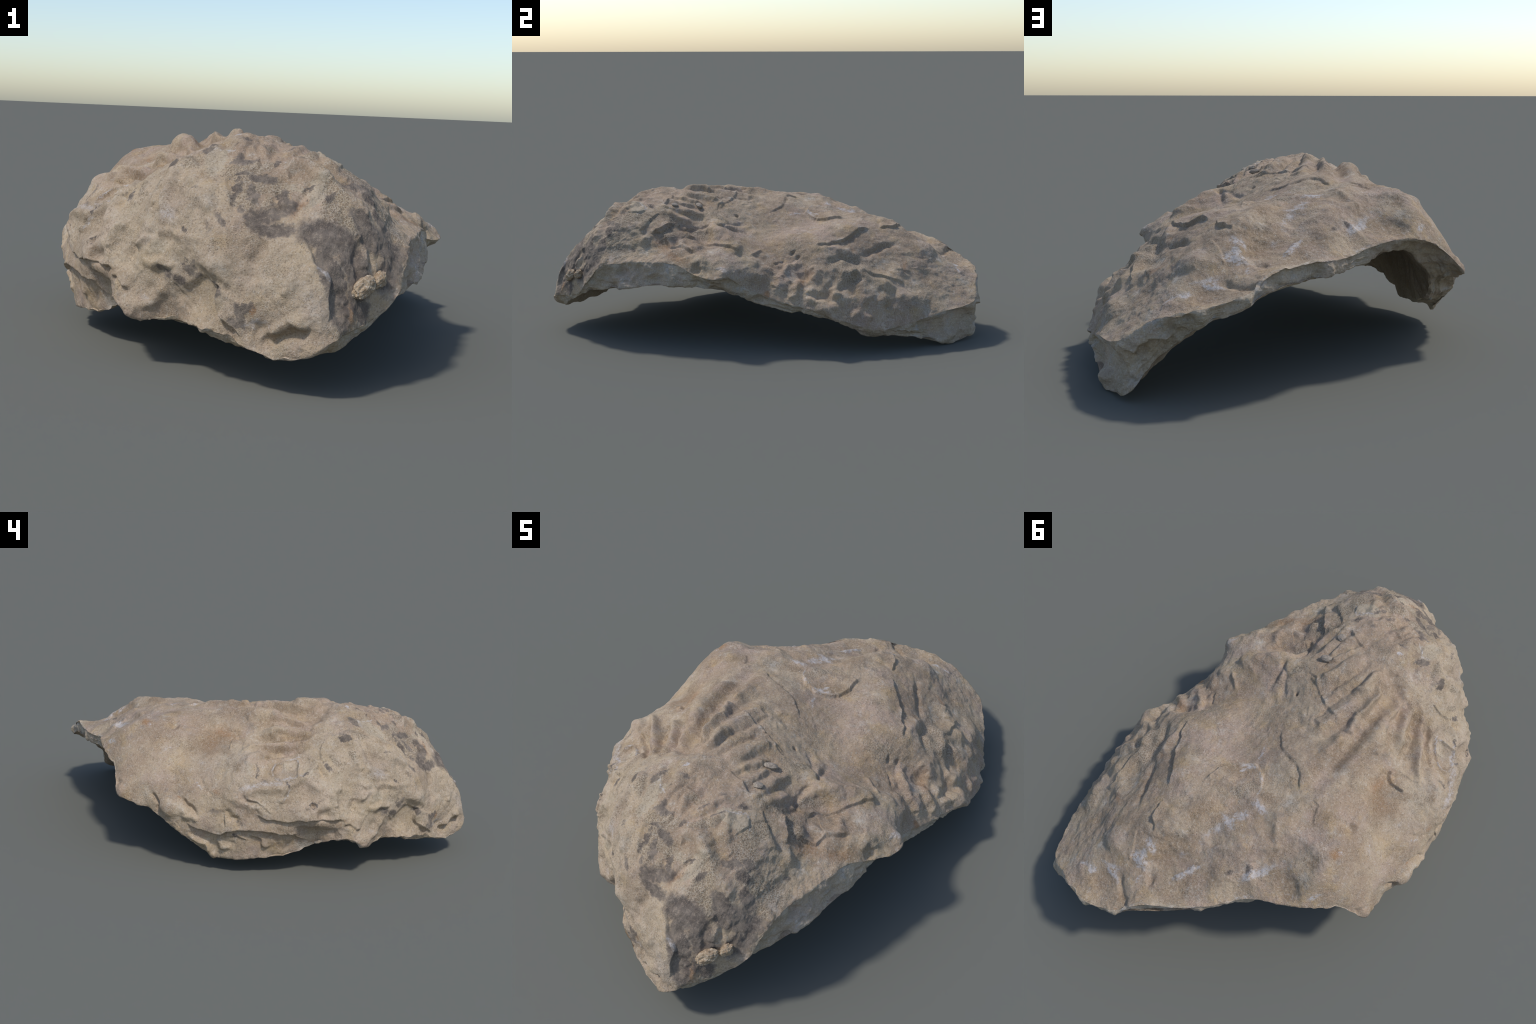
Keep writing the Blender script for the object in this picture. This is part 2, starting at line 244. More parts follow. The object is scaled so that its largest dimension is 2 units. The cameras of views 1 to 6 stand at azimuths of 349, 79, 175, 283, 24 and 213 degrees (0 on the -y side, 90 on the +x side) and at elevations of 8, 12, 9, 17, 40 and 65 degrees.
    ("lump", .04, .024, [(-0.661, 0.176, 0.270)]),
    ("furrow", .006, .016, [(-0.652, 0.125, 0.303), (-0.663, 0.084, 0.282), (-0.668, 0.053, 0.255)]),
    ("furrow", .006, .012, [(-0.629, 0.261, 0.307), (-0.647, 0.225, 0.273), (-0.645, 0.225, 0.236)]),
    ("lump", .03, -.010, [(-0.643, -0.022, 0.134)]),
    ("lump", .02, -.010, [(-0.643, -0.091, 0.129)]),
    ("ridge", .013, .012, [(-0.650, -0.127, 0.356), (-0.630, -0.205, 0.377), (-0.589, -0.300, 0.390)]),
    ("ridge", .007, .010, [(-0.588, -0.303, 0.390), (-0.626, -0.280, 0.324)]),
    ("ledge", .03, 0.0060, [(-0.653, -0.142, 0.344), (-0.644, -0.211, 0.321), (-0.632, -0.255, 0.287)]),
    ("furrow", .005, .004, [(-0.601, 0.063, 0.389), (-0.639, 0.022, 0.352), (-0.654, -0.012, 0.328)]),
    ("furrow", .03, .012, [(-0.399, -0.056, 0.547), (-0.448, -0.003, 0.524), (-0.480, 0.078, 0.494), (-0.552, 0.183, 0.428)]),
    ("lump", .018, -.010, [(-0.426, 0.232, 0.548)]),
    ("ridge", .018, .010, [(-0.401, 0.561, 0.434), (-0.419, 0.383, 0.546), (0.148, 0.333, 0.516)]),
    ("lump", .045, -.012, [(-0.589, -0.355, 0.365)]),
    ("lump", .02, -.014, [(-0.574, -0.468, 0.284)]),
    ("lump", .022, -0.0084, [(0.191, -0.556, 0.509)]),
    ("lump", .016, .010, [(0.232, -0.575, 0.466)]),
    ("lump", .022, -0.0084, [(0.264, -0.431, 0.451)]),
    ("lump", .02, -0.0070, [(0.297, -0.542, 0.422)]),
    ("lump", .026, -0.0098, [(0.278, -0.698, 0.374)]),
    ("lump", .036, -0.0098, [(0.489, 0.344, 0.360)]),
    ("lump", .032, -0.0098, [(0.582, 0.304, 0.278)]),
    ("lump", .026, -0.0084, [(0.563, 0.395, 0.300)]),
    ("lump", .026, -0.0098, [(0.604, 0.206, 0.246)]),
    ("lump", .022, .012, [(0.609, 0.445, 0.228)]),
    ("lump", .03, .010, [(0.625, 0.178, 0.218)]),
    ("lump", .03, -0.0070, [(0.631, 0.276, 0.211)]),
    ("lump", .045, .010, [(0.589, 0.610, 0.203)]),
    ("lump", .03, -0.0070, [(0.464, 0.700, 0.291)]),
    ("lump", .02, .010, [(0.613, 0.358, 0.233)]),
    ("lump", .02, -0.0070, [(0.581, 0.500, 0.253)]),
    ("lump", .025, -0.0070, [(0.469, 0.441, 0.340)]),
    ("ridge", .014, .010, [(0.471, 0.160, 0.368), (0.510, 0.163, 0.329), (0.520, 0.145, 0.309)]),
    ("ledge", .03, 0.0045, [(0.464, 0.532, 0.323), (0.455, 0.620, 0.317)]),
    ("ridge", .016, .010, [(-0.253, 0.099, 0.611), (-0.285, 0.014, 0.605), (-0.300, -0.081, 0.608), (-0.293, -0.130, 0.613)]),
    ("ridge", .012, .007, [(-0.174, 0.078, 0.614), (-0.188, -0.000, 0.616), (-0.189, -0.043, 0.618)]),
    ("ridge", .010, .009, [(-0.494, -0.117, 0.507), (-0.464, -0.189, 0.503), (-0.426, -0.247, 0.505), (-0.413, -0.317, 0.510)]),
    ("furrow", .010, .010, [(-0.487, -0.180, 0.498), (-0.451, -0.243, 0.495), (-0.427, -0.299, 0.500)]),
    ("furrow", .006, .004, [(-0.464, -0.075, 0.517), (-0.399, -0.033, 0.549), (-0.390, 0.061, 0.556), (-0.407, 0.205, 0.554), (-0.360, 0.266, 0.578)]),
    ("lump", .02, .010, [(-0.065, -0.051, 0.590)]),
    ("lump", .018, -.012, [(-0.004, -0.012, 0.563)]),
    ("ridge", .012, .006, [(-0.085, -0.352, 0.632), (-0.056, -0.274, 0.622), (-0.040, -0.208, 0.612)]),
    ("ridge", .012, .007, [(-0.047, -0.361, 0.624), (-0.019, -0.280, 0.611), (0.011, -0.200, 0.593)]),
    ("ridge", .02, .007, [(-0.163, -0.384, 0.638), (-0.147, -0.455, 0.638), (-0.125, -0.476, 0.636)]),
    ("ridge", .012, .008, [(0.004, -0.461, 0.615), (0.041, -0.377, 0.595), (0.058, -0.314, 0.585)]),
    ("ridge", .012, .008, [(0.063, -0.485, 0.593), (0.085, -0.408, 0.574), (0.100, -0.342, 0.555)]),
    ("furrow", .010, .007, [(0.039, -0.451, 0.602), (0.058, -0.389, 0.588), (0.078, -0.326, 0.573)]),
    ("ridge", .013, .012, [(0.105, -0.465, 0.567), (0.135, -0.383, 0.530), (0.146, -0.350, 0.514)]),
    ("ridge", .012, .008, [(0.006, -0.521, 0.613), (-0.024, -0.561, 0.614), (-0.045, -0.603, 0.606), (-0.081, -0.625, 0.598)]),
    ("furrow", .010, .006, [(-0.009, -0.561, 0.612), (-0.042, -0.622, 0.601), (-0.079, -0.642, 0.591)]),
    ("ridge", .012, .007, [(-0.109, -0.529, 0.627), (-0.126, -0.574, 0.615), (-0.152, -0.639, 0.579)]),
    ("furrow", .010, .006, [(-0.070, -0.528, 0.625), (-0.101, -0.593, 0.609), (-0.125, -0.637, 0.586)]),
    ("ridge", .014, .009, [(-0.190, -0.486, 0.632), (-0.184, -0.565, 0.612), (-0.182, -0.588, 0.601)]),
    ("ridge", .014, .008, [(-0.340, -0.577, 0.541), (-0.337, -0.617, 0.522), (-0.337, -0.637, 0.508)]),
    ("furrow", .012, .008, [(-0.366, -0.550, 0.534), (-0.371, -0.603, 0.498)]),
    ("furrow", .008, 0.0056, [(0.122, -0.082, 0.504), (0.180, -0.185, 0.518), (0.228, -0.246, 0.515)]),
    ("ridge", .012, .012, [(0.420, 0.103, 0.365), (0.435, 0.045, 0.349), (0.473, 0.018, 0.333)]),
    ("ridge", .014, .010, [(0.508, 0.086, 0.305), (0.559, 0.056, 0.260), (0.568, 0.032, 0.233)]),
    ("furrow", .010, 0.0056, [(0.510, 0.056, 0.305), (0.555, 0.006, 0.242)]),
    ("ridge", .014, .008, [(0.470, 0.247, 0.386), (0.506, 0.177, 0.341)]),
    ("furrow", .016, 0.0084, [(0.517, 0.285, 0.345), (0.565, 0.210, 0.290), (0.581, 0.181, 0.266)]),
    ("ridge", .016, .010, [(0.550, 0.349, 0.314), (0.616, 0.393, 0.225)]),
    ("furrow", .018, 0.0084, [(0.611, 0.216, 0.239), (0.582, 0.144, 0.255)]),
    ("lump", .018, .012, [(0.559, 0.126, 0.271)]),
    ("ridge", .013, .010, [(0.581, 0.101, 0.247), (0.616, 0.153, 0.223), (0.654, 0.204, 0.174)]),
    ("ridge", .014, .008, [(0.479, 0.001, 0.333), (0.524, -0.034, 0.285)]),
    ("furrow", .010, 0.0056, [(0.462, -0.011, 0.346), (0.513, -0.022, 0.304), (0.527, -0.042, 0.275)]),
    ("ridge", .012, .008, [(0.320, -0.307, 0.438), (0.333, -0.380, 0.435)]),
    ("lump", .02, .012, [(0.264, -0.409, 0.450)]),
    ("ridge", .014, .008, [(0.403, -0.334, 0.418), (0.442, -0.337, 0.394), (0.460, -0.343, 0.369)]),
    ("furrow", .028, 0.0070, [(0.243, -0.513, 0.462), (0.312, -0.495, 0.434), (0.398, -0.441, 0.394)]),
    ("lump", .018, .010, [(0.520, 0.336, 0.340)]),
    ("lump", .018, .008, [(0.499, 0.389, 0.344)]),
    ("lump", .022, .012, [(0.586, 0.237, 0.270)]),
    ("lump", .018, .012, [(0.647, 0.307, 0.179)]),
    ("lump", .018, .012, [(0.649, 0.372, 0.165)]),
    ("lump", .018, .010, [(0.621, 0.509, 0.185)]),
    ("furrow", .018, 0.0070, [(0.562, 0.294, 0.301), (0.602, 0.314, 0.251)]),
    ("ridge", .009, .008, [(-0.606, -0.285, 0.373), (-0.541, -0.361, 0.424), (-0.482, -0.399, 0.474), (-0.434, -0.244, 0.502), (-0.382, -0.229, 0.534), (-0.351, -0.241, 0.549)]),
    ("ridge", .018, .008, [(-0.284, -0.483, 0.601), (-0.360, -0.529, 0.546), (-0.409, -0.562, 0.481)]),
    ("furrow", .018, .008, [(-0.332, -0.572, 0.550), (-0.371, -0.596, 0.503), (-0.389, -0.602, 0.475)]),
    ("ridge", .016, .006, [(-0.322, -0.658, 0.505), (-0.350, -0.671, 0.464), (-0.376, -0.664, 0.431)]),
    ("ridge", .014, .006, [(-0.283, -0.669, 0.521), (-0.297, -0.703, 0.482), (-0.295, -0.743, 0.441)]),
    ("ridge", .016, .010, [(-0.087, -0.700, 0.557), (-0.042, -0.682, 0.576), (0.002, -0.699, 0.566), (0.040, -0.741, 0.531), (0.077, -0.777, 0.490), (0.109, -0.788, 0.465), (0.127, -0.812, 0.425)]),
    ("ridge", .012, .008, [(-0.025, -0.646, 0.592), (0.027, -0.593, 0.598), (0.049, -0.664, 0.572), (0.085, -0.641, 0.568)]),
    ("furrow", .012, .006, [(0.001, -0.660, 0.585), (0.029, -0.685, 0.568), (0.066, -0.715, 0.542)]),
    ("furrow", .008, .006, [(-0.264, -0.407, 0.611), (-0.267, -0.473, 0.611), (-0.281, -0.527, 0.594)]),
    ("furrow", .006, .005, [(-0.144, -0.523, 0.629), (-0.176, -0.576, 0.608), (-0.194, -0.625, 0.580)]),
    ("furrow", .006, .005, [(-0.134, -0.551, 0.622), (-0.147, -0.610, 0.597), (-0.140, -0.667, 0.564)]),
    ("ledge", .03, 0.0060, [(-0.386, -0.404, 0.545), (-0.434, -0.397, 0.513), (-0.475, -0.421, 0.477)]),
    ("lump", .028, .012, [(-0.613, 0.394, 0.312)]),
    ("furrow", .007, .006, [(-0.589, 0.430, 0.330), (-0.614, 0.368, 0.315)]),
    ("ridge", .014, .007, [(-0.654, -0.072, 0.336), (-0.653, -0.164, 0.325), (-0.634, -0.245, 0.286)]),
    ("furrow", .010, .008, [(-0.662, -0.065, 0.287), (-0.661, -0.091, 0.257), (-0.657, -0.126, 0.245)]),
    ("ridge", .008, .012, [(-0.653, 0.081, 0.150), (-0.640, 0.018, 0.127), (-0.630, 0.009, 0.099)]),
    ("ridge", .010, .010, [(-0.648, -0.034, 0.153), (-0.641, -0.048, 0.122), (-0.641, -0.098, 0.121)]),
    ("ridge", .010, .010, [(-0.530, -0.482, 0.369), (-0.501, -0.504, 0.392)]),
    ("ridge", .012, .010, [(-0.546, -0.496, 0.311), (-0.530, -0.482, 0.369)]),
    ("furrow", .014, .008, [(-0.500, -0.559, 0.296), (-0.480, -0.560, 0.341)]),
    ("lump", .035, .010, [(-0.438, -0.617, 0.342)]),
    ("ridge", .006, .008, [(-0.467, -0.583, 0.329), (-0.442, -0.602, 0.364)]),
    ("lump", .04, .010, [(-0.298, -0.794, 0.312)]),
    ("furrow", .010, .008, [(-0.158, -0.832, 0.392), (-0.202, -0.846, 0.319)]),
    ("ridge", .012, .008, [(-0.099, -0.917, 0.311), (-0.132, -0.917, 0.251)]),
    ("furrow", .014, .010, [(-0.330, -0.763, 0.296), (-0.263, -0.825, 0.259)]),
    ("ledge", .04, 0.0090, [(-0.335, -0.757, 0.289), (-0.280, -0.812, 0.255), (-0.292, -0.803, 0.213), (-0.267, -0.833, 0.177), (-0.213, -0.876, 0.136)]),
    ("ridge", .012, .010, [(-0.195, -0.889, 0.139), (-0.110, -0.951, 0.193), (-0.065, -0.978, 0.197)]),
    ("furrow", .009, .012, [(-0.191, -0.893, 0.131), (-0.131, -0.938, 0.155), (-0.072, -0.977, 0.171)]),
    ("ridge", .014, .010, [(-0.396, -0.680, 0.236), (-0.434, -0.643, 0.184), (-0.477, -0.612, 0.155)]),
    ("furrow", .026, .008, [(0.130, 0.650, 0.465), (0.139, 0.714, 0.424), (0.120, 0.750, 0.402)]),
    ("ridge", .018, .008, [(0.145, 0.636, 0.480), (0.160, 0.719, 0.425), (0.182, 0.785, 0.383)]),
    ("lump", .05, -.008, [(0.093, 0.704, 0.421)]),
    ("lump", .05, -.006, [(-0.056, 0.560, 0.496)]),
    ("ridge", .018, .007, [(-0.163, 0.423, 0.545), (-0.071, 0.462, 0.530), (-0.009, 0.509, 0.501)]),
    ("lump", .035, -.010, [(-0.346, 0.539, 0.462)]),
    ("ridge", .014, .006, [(-0.182, 0.547, 0.493), (-0.222, 0.600, 0.444)]),
    ("edge_ledge", .05, .030, [(0.541, 0.899, 0.177), (0.490, 0.923, 0.153), (0.480, 0.925, 0.170), (0.445, 0.929, 0.198), (0.420, 0.934, 0.204), (0.366, 0.954, 0.216)]),
    ("edge_furrow", .035, .022, [(0.597, 0.758, 0.121), (0.564, 0.851, 0.114), (0.538, 0.895, 0.099), (0.506, 0.920, 0.113)]),
    ("edge_ridge", .010, .010, [(0.471, 0.922, 0.126), (0.482, 0.922, 0.098), (0.495, 0.923, 0.070)]),
    ("edge_lump", .035, .010, [(0.529, 0.902, 0.041)]),
    ("edge_furrow", .012, .010, [(0.370, 0.958, 0.227), (0.354, 0.955, 0.211), (0.334, 0.967, 0.231)]),
    ("edge_lump", .03, -.014, [(0.231, 0.981, 0.299)]),
    ("edge_lump", .03, .012, [(0.292, 0.982, 0.266)]),
    ("edge_lump", .025, .010, [(0.157, 0.953, 0.322)]),
    ("edge_furrow", .020, .020, [(0.639, 0.587, 0.117), (0.630, 0.630, 0.118), (0.618, 0.679, 0.097)]),
    ("edge_ledge", .03, .010, [(0.651, 0.462, 0.087), (0.645, 0.542, 0.094), (0.633, 0.615, 0.069), (0.618, 0.676, 0.045)]),
    ("edge_lump", .035, .014, [(0.552, 0.864, 0.044)]),
    ("edge_lump", .05, -.012, [(0.587, 0.794, 0.138)]),
    ("edge_lump", .03, -.010, [(-0.001, 0.853, 0.368)]),
    ("edge_lump", .03, .008, [(-0.117, 0.762, 0.366)]),
    ("edge_furrow", .02, .006, [(0.301, -0.674, 0.331), (0.339, -0.608, 0.325), (0.369, -0.546, 0.336)]),
    ("edge_ridge", .010, .007, [(0.318, -0.661, 0.287), (0.336, -0.608, 0.336)]),
    ("edge_lump", .03, -.010, [(0.261, -0.749, 0.317)]),
    ("ridge", .016, .016, [(-0.383, -0.151, 0.546), (-0.356, -0.236, 0.548), (-0.336, -0.304, 0.549), (-0.357, -0.352, 0.548)]),
    ("ridge", .016, .016, [(-0.481, -0.176, 0.501), (-0.436, -0.238, 0.503), (-0.389, -0.299, 0.516), (-0.377, -0.346, 0.536)]),
    ("ridge", .014, .008, [(-0.363, -0.071, 0.565), (-0.358, -0.143, 0.568)]),
    ("ridge", .016, .008, [(-0.304, -0.128, 0.609), (-0.269, -0.195, 0.608), (-0.284, -0.266, 0.586), (-0.300, -0.336, 0.578)]),
    ("furrow", .008, .005, [(-0.364, -0.145, 0.563), (-0.322, -0.246, 0.567), (-0.317, -0.340, 0.568)]),
    ("ridge", .012, .006, [(-0.360, -0.456, 0.562), (-0.370, -0.508, 0.545), (-0.368, -0.581, 0.516), (-0.346, -0.650, 0.489)]),
    ("furrow", .008, .010, [(-0.490, -0.407, 0.465), (-0.521, -0.437, 0.420)]),
    ("ridge", .006, .006, [(-0.593, -0.406, 0.330), (-0.606, -0.382, 0.313)]),
    ("furrow", .006, .006, [(-0.652, -0.124, 0.349), (-0.653, -0.164, 0.325), (-0.647, -0.194, 0.317)]),
    ("ridge", .012, .010, [(-0.634, 0.016, 0.110), (-0.625, -0.001, 0.079), (-0.625, -0.030, 0.068)]),
    ("ledge", .02, 0.0075, [(-0.646, 0.082, 0.128), (-0.637, 0.052, 0.110), (-0.634, 0.020, 0.110)]),
    ("ledge", .02, 0.0075, [(-0.647, -0.041, 0.146), (-0.652, -0.071, 0.170), (-0.649, -0.113, 0.175), (-0.635, -0.160, 0.158)]),
    ("ledge", .02, 0.0075, [(-0.601, -0.303, 0.209), (-0.568, -0.348, 0.174), (-0.538, -0.389, 0.157)]),
    ("ridge", .012, .010, [(-0.666, 0.116, 0.272), (-0.670, 0.099, 0.246), (-0.667, 0.035, 0.239)]),
    ("ridge", .008, .004, [(-0.361, 0.239, 0.577), (-0.425, 0.206, 0.543), (-0.452, 0.204, 0.524)]),
    ("lump", .04, .006, [(0.033, 0.402, 0.530)]),
    ("ridge", .012, .007, [(0.170, 0.716, 0.429), (-0.231, 0.453, 0.532), (-0.148, 0.321, 0.558)]),
    ("furrow", .012, .006, [(-0.174, 0.597, 0.468), (-0.228, 0.494, 0.512), (-0.371, 0.324, 0.570)]),
    ("ridge", .017, .012, [(-0.080, -0.387, 0.633), (-0.042, -0.306, 0.620), (-0.008, -0.239, 0.605), (0.020, -0.192, 0.588)]),
    ("ridge", .013, .009, [(-0.015, -0.391, 0.617), (0.025, -0.318, 0.598), (0.039, -0.292, 0.592)]),
    ("ridge", .013, .010, [(0.030, -0.447, 0.605), (0.083, -0.347, 0.569), (0.135, -0.273, 0.544)]),
    ("furrow", .010, .009, [(-0.102, -0.353, 0.635), (-0.074, -0.276, 0.627), (-0.048, -0.209, 0.614), (-0.035, -0.157, 0.601)]),
    ("ridge", .016, .010, [(-0.159, -0.219, 0.633), (-0.131, -0.143, 0.620), (-0.106, -0.053, 0.602), (-0.085, 0.019, 0.591)]),
    ("furrow", .012, .007, [(-0.185, -0.121, 0.622), (-0.150, -0.034, 0.611), (-0.131, 0.030, 0.605)]),
    ("ridge", .014, .008, [(-0.311, -0.157, 0.601), (-0.323, -0.097, 0.596), (-0.327, -0.051, 0.588)]),
    ("edge_lump", .03, -.020, [(0.610, 0.709, 0.090)]),
    ("edge_ridge", .012, .014, [(0.600, 0.740, 0.057), (0.570, 0.824, 0.043)]),
    ("edge_ridge", .014, .012, [(0.556, 0.868, 0.114)]),
    ("edge_furrow", .03, .012, [(0.603, 0.736, 0.113), (0.574, 0.827, 0.125)]),
    ("edge_ridge", .012, .012, [(0.625, 0.650, 0.049), (0.606, 0.718, 0.028), (0.584, 0.786, 0.037)]),
    ("edge_furrow", .012, .010, [(0.609, 0.711, 0.069), (0.594, 0.761, 0.065), (0.573, 0.822, 0.072)]),
    ("edge_lump", .03, .014, [(0.492, 0.922, 0.106)]),
    ("furrow", .007, .011, [(-0.422, -0.161, 0.520), (-0.395, -0.246, 0.521), (-0.375, -0.324, 0.530)]),
    ("furrow", .008, .010, [(-0.524, -0.188, 0.482), (-0.455, -0.261, 0.489), (-0.419, -0.324, 0.508)]),
    ("furrow", .008, .008, [(-0.332, -0.136, 0.591), (-0.303, -0.222, 0.586), (-0.311, -0.324, 0.569)]),
]


# ------------------------------------------------------------------ stains: from, to, radius, strength
DARK_MINERAL = [
    ((-0.050, -0.863, 0.414), (0.043, -0.873, 0.390), .05, .75),
    ((-0.018, -0.907, 0.360), (0.014, -0.970, 0.213), .032, 1),
    ((0.045, -0.880, 0.378), (0.080, -0.907, 0.278), .04, .8),
    ((0.104, -0.843, 0.399), (0.213, -0.796, 0.357), .05, .7),
    ((0.094, -0.818, 0.441), (0.134, -0.834, 0.386), .022, 1.3),
    ((0.162, -0.765, 0.441), (0.181, -0.772, 0.412), .018, 1),
    ((0.151, -0.866, 0.284), (0.195, -0.826, 0.330), .04, .7),
    ((0.065, -0.923, 0.255), (0.083, -0.923, 0.211), .03, .9),
    ((-0.163, -0.787, 0.448), (-0.094, -0.796, 0.472), .03, .8),
    ((-0.172, -0.814, 0.411), (-0.108, -0.840, 0.415), .025, .8),
    ((-0.233, -0.676, 0.535), (-0.187, -0.669, 0.552), .007, 1),
    ((-0.217, -0.689, 0.528), (-0.231, -0.732, 0.485), .011, 1),
    ((-0.234, -0.732, 0.484), (-0.219, -0.759, 0.460), .014, .8),
    ((-0.184, -0.719, 0.509), (-0.178, -0.749, 0.481), .014, .9),
    ((-0.169, -0.688, 0.540), (-0.131, -0.709, 0.535), .018, .9),
    ((-0.108, -0.762, 0.499), (-0.125, -0.796, 0.456), .013, 1.2),
    ((-0.023, -0.749, 0.533), (-0.055, -0.782, 0.500), .010, 1.1),
    ((-0.190, -0.783, 0.442), (-0.182, -0.803, 0.421), .025, .8),
    ((0.007, -0.791, 0.493), (0.022, -0.777, 0.505), .012, .9),
    ((0.079, -0.731, 0.527), (0.113, -0.717, 0.522), .016, .9),
    ((0.140, -0.698, 0.518), (0.155, -0.699, 0.506), .014, .9),
    ((0.143, -0.721, 0.500), (0.154, -0.735, 0.478), .014, .7),
    ((-0.196, -0.606, 0.590), (-0.203, -0.633, 0.572), .016, .8),
    ((-0.198, -0.631, 0.576), (-0.155, -0.633, 0.582), .012, .8),
    ((-0.103, -0.671, 0.571), (-0.096, -0.652, 0.583), .011, .7),
    ((-0.010, -0.621, 0.599), (0.014, -0.593, 0.602), .009, .9),
    ((0.041, -0.546, 0.600), (0.082, -0.516, 0.584), .012, .7),
    ((-0.367, -0.507, 0.548), (-0.371, -0.475, 0.553), .014, .9),
    ((-0.279, -0.519, 0.597), (-0.251, -0.483, 0.616), .013, .8),
    ((-0.177, -0.499, 0.631), (-0.142, -0.506, 0.632), .012, .6),
    ((-0.206, -0.545, 0.614), (-0.179, -0.548, 0.618), .012, .5),
    ((-0.038, -0.530, 0.621), (0.007, -0.516, 0.613), .016, .5),
    ((-0.063, -0.602, 0.607), (-0.039, -0.581, 0.612), .010, .7),
    ((-0.335, -0.661, 0.490), (-0.324, -0.676, 0.488), .010, .8),
    ((-0.281, -0.750, 0.444), (-0.256, -0.787, 0.409), .014, .6),
    ((-0.230, -0.856, 0.205), (-0.220, -0.867, 0.173), .013, 1),
    ((0.242, -0.634, 0.428), (0.256, -0.625, 0.416), .008, .8),
    ((0.131, -0.736, 0.498), (0.154, -0.735, 0.479), .02, .7),
    ((-0.354, -0.735, 0.299), (-0.334, -0.758, 0.292), .014, 1.4),
    ((-0.341, -0.748, 0.276), (-0.319, -0.772, 0.258), .018, 1.1),
    ((-0.383, -0.697, 0.260), (-0.358, -0.723, 0.249), .018, .7),
    ((-0.305, -0.787, 0.261), (-0.285, -0.807, 0.247), .018, .9),
    ((-0.415, -0.662, 0.286), (-0.395, -0.683, 0.262), .016, .7),
    ((-0.345, -0.733, 0.225), (-0.318, -0.770, 0.235), .016, .9),
    ((-0.314, -0.775, 0.240), (-0.298, -0.805, 0.165), .035, .55),
    ((-0.219, -0.864, 0.203), (-0.205, -0.870, 0.218), .014, .9),
    ((-0.246, -0.849, 0.175), (-0.223, -0.866, 0.172), .018, .7),
    ((-0.489, -0.604, 0.166), (-0.469, -0.618, 0.171), .016, .6),
    ((-0.373, -0.455, 0.554), (-0.352, -0.518, 0.555), .010, 1),
    ((-0.329, -0.656, 0.500), (-0.326, -0.678, 0.484), .010, .8),
    ((-0.581, -0.433, 0.331), (-0.567, -0.449, 0.341), .010, .7),
    ((-0.560, -0.331, 0.413), (-0.487, -0.409, 0.467), .008, .7),
    ((-0.616, -0.196, 0.403), (-0.593, -0.227, 0.414), .012, .5),
    ((-0.595, -0.408, 0.324), (-0.590, -0.419, 0.324), .008, 2.2),  # near-black spot at the tube hole
    ((-0.361, -0.709, 0.393), (-0.355, -0.722, 0.381), .006, .8),
    ((-0.480, -0.432, 0.468), (-0.491, -0.453, 0.448), .011, .9),
    ((-0.313, -0.735, 0.433), (-0.298, -0.772, 0.396), .014, .5),
    ((-0.206, -0.622, 0.579), (-0.230, -0.630, 0.567), .009, .7),
    ((-0.354, -0.480, 0.563), (-0.363, -0.518, 0.548), .010, .9),
    ((-0.279, -0.497, 0.602), (-0.289, -0.521, 0.592), .012, .6),
    ((-0.478, -0.376, 0.480), (-0.442, -0.389, 0.507), .02, .4),
    ((-0.665, 0.030, 0.275), (-0.662, -0.070, 0.269), .025, .5),
    ((-0.659, -0.109, 0.248), (-0.651, -0.146, 0.228), .022, .5),
    ((-0.565, -0.163, 0.467), (-0.615, -0.182, 0.409), .010, .6),
    ((-0.612, -0.192, 0.409), (-0.604, -0.232, 0.401), .014, .5),
    ((-0.583, -0.298, 0.399), (-0.587, -0.313, 0.388), .008, .8),
    ((-0.652, -0.092, 0.177), (-0.648, -0.119, 0.175), .014, .6),
    ((-0.202, 0.577, 0.465), (-0.188, 0.562, 0.481), .008, .9),
    ((-0.585, -0.425, 0.329), (-0.554, -0.460, 0.352), .014, .5),
    ((-0.186, 0.564, 0.481), (-0.196, 0.587, 0.462), .010, .9),
    ((-0.128, 0.633, 0.469), (-0.148, 0.609, 0.473), .016, .6),
    ((-0.393, 0.564, 0.420), (-0.442, 0.529, 0.408), .010, 1),
    ((-0.290, 0.584, 0.441), (-0.314, 0.572, 0.444), .008, .6),
    ((-0.041, 0.227, 0.556), (-0.096, 0.215, 0.574), .02, .4),
    ((-0.349, 0.418, 0.539), (-0.290, 0.427, 0.538), .03, .3),
]
